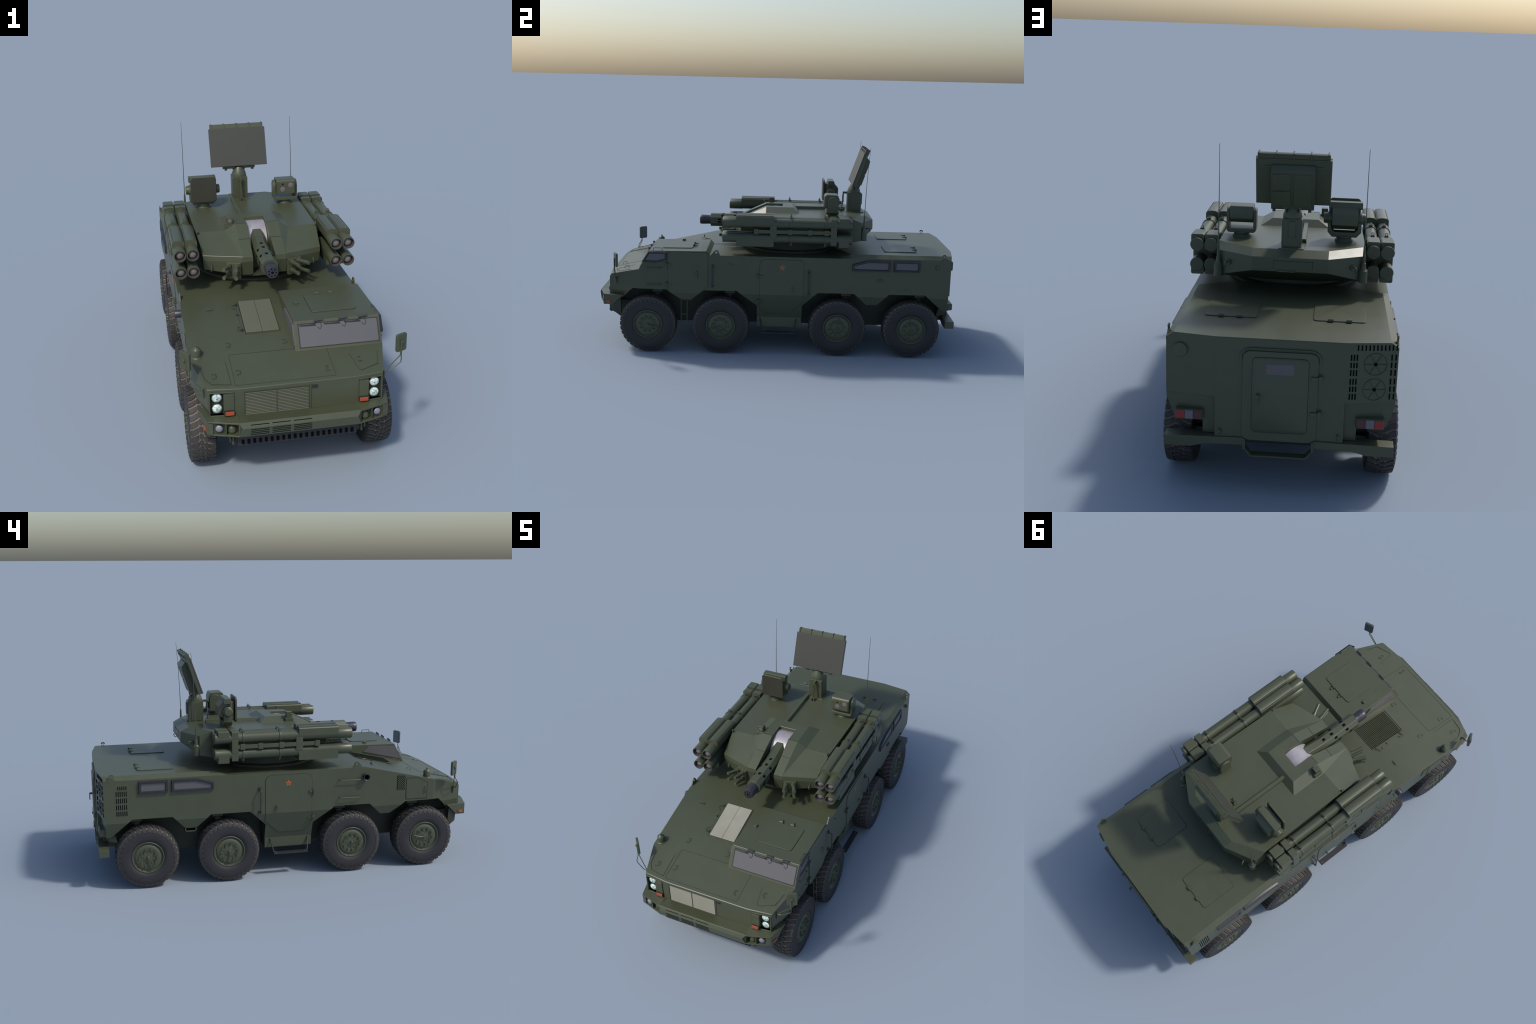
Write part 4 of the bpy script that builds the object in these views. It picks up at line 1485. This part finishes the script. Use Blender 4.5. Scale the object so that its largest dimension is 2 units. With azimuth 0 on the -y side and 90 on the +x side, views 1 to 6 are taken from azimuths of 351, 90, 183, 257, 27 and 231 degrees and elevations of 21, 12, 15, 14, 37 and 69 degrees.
CM = {1: canister_mesh(1), -1: canister_mesh(-1)}
g = Geo()
g.lathe((0, YF + 0.030, 0), (0, -1, 0), [(0, 0.0222), (0.006, 0.0215), (0.013, 0.0185), (0.018, 0.0140), (0.021, 0.0075), (0.022, 0)], 28)
ME_SEEK = g.mesh("seeker_dome", M_SEEKER)
g = Geo()
g.lathe((0, YF, 0), (0, 1, 0), [(0.0005, 0.0226), (0.029, 0.0219)], 28, cap=False)
ME_BORE = g.mesh("tube_liner", M_BORE)
g = Geo()
sq = [(-0.0215, -0.222), (0.0215, -0.222), (0.0215, -0.028), (-0.0215, -0.028)]
g.seam([V((a, b, 0.0412)) for a, b in sq], (0, 0, 1), 0.0014, 0.0012)
ME_LID = g.mesh("canister_seam", M_GAP)

for s in (1, -1):
    # pod frame: clamps, rails, brackets, mount to the turret wall
    g = Geo()
    xm = s * (XM[0] + XM[1]) / 2
    xo_ = 0.0845
    for y0, y1 in ((-0.043, -0.008), (0.284, 0.316)):
        g.box((xm - 0.0548, y0, 0.655), (xm + 0.0548, y1, 0.722))
    for sx in (1,):
        xf = s * 0.3975
        g.box((min(xf, xf - s * 0.008), -0.126, 0.676), (max(xf, xf - s * 0.008), 0.285, 0.696))
        for y in (-0.118, 0.066, 0.172, 0.262):
            g.box((min(xf - s * 0.010, xf + s * 0.003), y - 0.012, 0.672), (max(xf - s * 0.010, xf + s * 0.003), y + 0.012, 0.700))
    g.box((min(s * 0.280, s * 0.33), 0.02, 0.668), (max(s * 0.280, s * 0.33), 0.12, 0.706))
    g.box((min(s * 0.280, s * 0.36), -0.043, 0.672), (max(s * 0.280, s * 0.36), 0.31, 0.702))
    pod = g.emit("missile_launcher", M_PAINT, root, bevel=0.001)
    for x in XM:
        for z, up in zip(ZM, (1, -1)):
            M = Matrix.Translation((s * x, 0, z))
            put(CM[up], "missile_canister", pod, M)
            put(ME_SEEK, "seeker_dome", pod, M)
            put(ME_BORE, "tube_liner", pod, M)
            if up > 0:
                put(ME_LID, "canister_seam", pod, M)

# ------------------------------------------------------------------ search radar on its mast
g = Geo()
g.box((-0.037, 0.396, 0.747), (0.037, 0.473, 0.862))
g.box((-0.048, 0.386, 0.745), (0.048, 0.490, 0.752))
g.box((-0.014, 0.470, 0.792), (0.012, 0.482, 0.853))
g.box((-0.032, 0.470, 0.757), (0.030, 0.476, 0.860))
g.box((0.034, 0.41, 0.76), (0.039, 0.46, 0.855))
g.box((-0.039, 0.41, 0.76), (-0.034, 0.46, 0.855))
mast = g.emit("radar_mast", M_PAINT, root, bevel=0.0015)
g = Geo()
g.lathe((0, 0.433, 0.860), (0, 0, 1), [(0, 0.0365), (0.010, 0.0365), (0.022, 0.033), (0.036, 0.0265), (0.050, 0.018)], 32)
for s in (1, -1):
    g.hexa([(s * 0.024, 0.432, 0.885), (s * 0.034, 0.432, 0.900), (s * 0.034, 0.46, 0.900), (s * 0.024, 0.46, 0.885),
            (s * 0.024, 0.436, 0.925), (s * 0.034, 0.436, 0.925), (s * 0.034, 0.462, 0.925), (s * 0.024, 0.462, 0.925)])
g.emit("radar_pivot", M_PAINT, mast, sharp=40)
g = Geo()
g.tube([(0, 0.374, 0.857), (0, 0.366, 0.758)], 0.0035, 8)
g.tube([(-0.003, 0.372, 0.845), (0.003, 0.372, 0.80)], 0.0048, 8)
g.box((-0.008, 0.370, 0.852), (0.008, 0.398, 0.863))
g.box((-0.010, 0.355, 0.748), (-0.004, 0.375, 0.764))
g.box((0.004, 0.355, 0.748), (0.010, 0.375, 0.764))
g.emit("mast_strut", M_PAINT, mast)
tilt = math.atan2(0.061, 0.178)
MP = Matrix.Translation((0, 0.4125, 0.9175)) @ Matrix.Rotation(-tilt, 4, 'X')
# local frame: x right, y depth to the rear, z up the panel
H = 0.188
g = Geo()
g.box((-0.1405, 0.0015, 0), (0.1405, 0.022, H))
panel = weighted(put(g.mesh("radar_panel", M_PAINT, bevel=0.0015), "radar_panel", mast, MP))
g = Geo()
g.box((-0.1415, -0.0015, -0.001), (0.1415, 0.006, H + 0.001))
weighted(put(g.mesh("radar_face", M_RADAR, bevel=0.001), "radar_face", mast, MP))
g = Geo()
g.prism([(0.020, -0.010), (0.046, -0.010), (0.050, 0.0), (0.053, 0.154), (0.028, 0.169), (0.020, 0.169)], 'x', -0.080, 0.082)
g.box((-0.110, 0.021, 0.156), (0.112, 0.026, 0.162))
for x0, x1, z0, z1 in ((0.010, 0.076, 0.078, 0.142), (0.010, 0.076, 0.010, 0.071), (-0.068, -0.004, 0.010, 0.142)):
    g.box((x0, 0.048, z0), (x1, 0.0555, z1))
for x in (-0.07, 0.065):
    g.box((x, 0.030, -0.018), (x + 0.012, 0.05, -0.010))
weighted(put(g.mesh("radar_electronics_housing", M_PAINT, bevel=0.0014), "radar_electronics_housing", mast, MP))
g = Geo()
g.box((-0.134, 0.010, H - 0.002), (0.134, 0.022, H + 0.024))
g.box((-0.134, 0.004, H - 0.002), (0.134, 0.010, H + 0.020))
for k in range(5):
    x = -0.128 + k * 0.064
    g.box((x - 0.003, 0.0005, H), (x + 0.003, 0.025, H + 0.0265))
g.box((-0.134, 0.022, H - 0.002), (0.134, 0.025, H + 0.003))
g.box((-0.134, 0.022, H + 0.019), (0.134, 0.025, H + 0.024))
weighted(put(g.mesh("interrogator_antenna", M_PAINT, bevel=0.0008), "interrogator_antenna", mast, MP))

# ------------------------------------------------------------------ tracking radar (-x) and optical sight (+x)
cx = -0.2005
g = Geo()
g.lathe((cx, 0.308, 0.745), (0, 0, 1), [(0, 0.036), (0.010, 0.036), (0.011, 0.030), (0.018, 0.030), (0.019, 0.034), (0.026, 0.034)], 28)
yk = [(-0.066, 0.850), (-0.052, 0.850), (-0.052, 0.798), (-0.040, 0.786), (0.040, 0.786), (0.052, 0.798), (0.052, 0.850), (0.066, 0.850), (0.066, 0.786), (0.048, 0.766), (-0.048, 0.766), (-0.066, 0.786)]
g.prism([(cx + a, b) for a, b in yk], 'y', 0.288, 0.330)
for s in (1, -1):
    g.lathe((cx + s * 0.050, 0.309, 0.838), (s, 0, 0), [(0, 0.026), (0.016, 0.026), (0.018, 0.022), (0.030, 0.021), (0.033, 0.018), (0.033, 0)], 24)
trk = g.emit("tracking_radar", M_PAINT, root, bevel=0.0015)
g = Geo()
g.prism([(0.275, 0.797), (0.318, 0.797), (0.354, 0.818), (0.354, 0.862), (0.338, 0.878), (0.330, 0.888), (0.275, 0.888)], 'x', cx - 0.050, cx + 0.050)
g.prism([(0.292, 0.878), (0.330, 0.878), (0.332, 0.890), (0.326, 0.905), (0.294, 0.905)], 'x', cx - 0.068, cx + 0.064)
g.box((cx - 0.060, 0.285, 0.80), (cx + 0.060, 0.30, 0.885))
g.emit("tracking_radar_body", M_PAINT, trk, bevel=0.0022)
g = Geo()
fp = [(-0.063, 0.797), (-0.051, 0.785), (0.051, 0.785), (0.063, 0.797), (0.063, 0.901), (0.053, 0.911), (-0.053, 0.911), (-0.063, 0.901)]
g.prism([(cx + a, b) for a, b in fp], 'y', 0.2635, 0.272)
g.box((cx - 0.03, 0.27, 0.81), (cx + 0.03, 0.29, 0.88))
g.emit("tracking_radar_plate", M_PAINT, trk, bevel=0.0018)
g = Geo()
g.prism([(cx + a * 0.965, 0.848 + (b - 0.848) * 0.965) for a, b in fp], 'y', 0.2622, 0.268)
g.emit("tracking_radar_face", M_TRACK, trk)

cx = 0.206
g = Geo()
g.lathe((cx, 0.300, 0.745), (0, 0, 1), [(0, 0.037), (0.009, 0.037), (0.010, 0.031), (0.016, 0.031), (0.017, 0.035), (0.024, 0.035)], 28)
g.prism([(cx + a, b) for a, b in [(-0.050, 0.767), (0.050, 0.767), (0.058, 0.775), (0.058, 0.783), (-0.058, 0.783), (-0.058, 0.775)]], 'y', 0.262, 0.332)
for s in (1, -1):
    arch = [(0.271, 0.775), (0.329, 0.775), (0.329, 0.838)]
    for k in range(9):
        a = math.pi * k / 8
        arch.append((0.300 + 0.029 * math.cos(a), 0.838 + 0.026 * math.sin(a)))
    arch.append((0.271, 0.838))
    g.prism(arch, 'x', cx + s * 0.047, cx + s * 0.059)
eo = g.emit("optical_sight", M_PAINT, root, bevel=0.002)
g = Geo()
g.prism(rounded([(0.256, 0.802), (0.312, 0.804), (0.334, 0.822), (0.334, 0.850), (0.326, 0.872), (0.262, 0.874), (0.254, 0.866)], 0.006), 'x', cx - 0.046, cx + 0.046)
ebox = g.emit("sight_head", M_PAINT, eo, bevel=0.002)
g = Geo()
g.prism(rect(cx - 0.042, cx + 0.042, 0.804, 0.864), 'y', 0.2515, 0.258)
g.emit("sight_face", M_PAINT, eo, bevel=0.001)
g = Geo()
for dx, z, r in ((-0.017, 0.826, 0.0125), (0.023, 0.846, 0.0125)):
    g.lathe((cx + dx, 0.2518, z), (0, -1, 0), [(0, r), (0.0010, r), (0.0014, r * 0.9), (0.0014, 0)], 24)
g.emit("sight_lens", M_LENS, eo)
g = Geo()
g.cyl((cx - 0.017, 0.252, 0.852), (cx - 0.017, 0.2508, 0.852), 0.0042, n=12)
g.emit("sight_port", M_BLACK, eo)

# ------------------------------------------------------------------ whip antennas
for s in (1, -1):
    g = Geo()
    bx, by = s * 0.277, 0.473
    g.lathe((bx, by, 0.628), (0, 0, 1), [(0, 0.0165), (0.048, 0.0165), (0.051, 0.012), (0.058, 0.0095), (0.075, 0.0090), (0.078, 0.006), (0.140, 0.0042)], 18)
    g.box((min(s * 0.262, s * 0.28), 0.455, 0.64), (max(s * 0.262, s * 0.28), 0.475, 0.67))
    an = g.emit("antenna_base", M_PAINT, root)
    g = Geo()
    base, tip = V((bx, by, 0.76)), V((s * 0.275, 0.491, 1.138))
    pts = [base.lerp(tip, t / 8) + V((0, -0.003 * math.sin(math.pi * t / 8), 0)) for t in range(9)]
    rings = []
    for i, p in enumerate(pts):
        r = 0.0021 - 0.0012 * i / 8
        rings.append([p + V((r * math.cos(2 * math.pi * k / 6), r * math.sin(2 * math.pi * k / 6), 0)) for k in range(6)])
    g.loft(rings)
    g.emit("whip_antenna", M_PAINT, an)

bpy.context.view_layer.update()
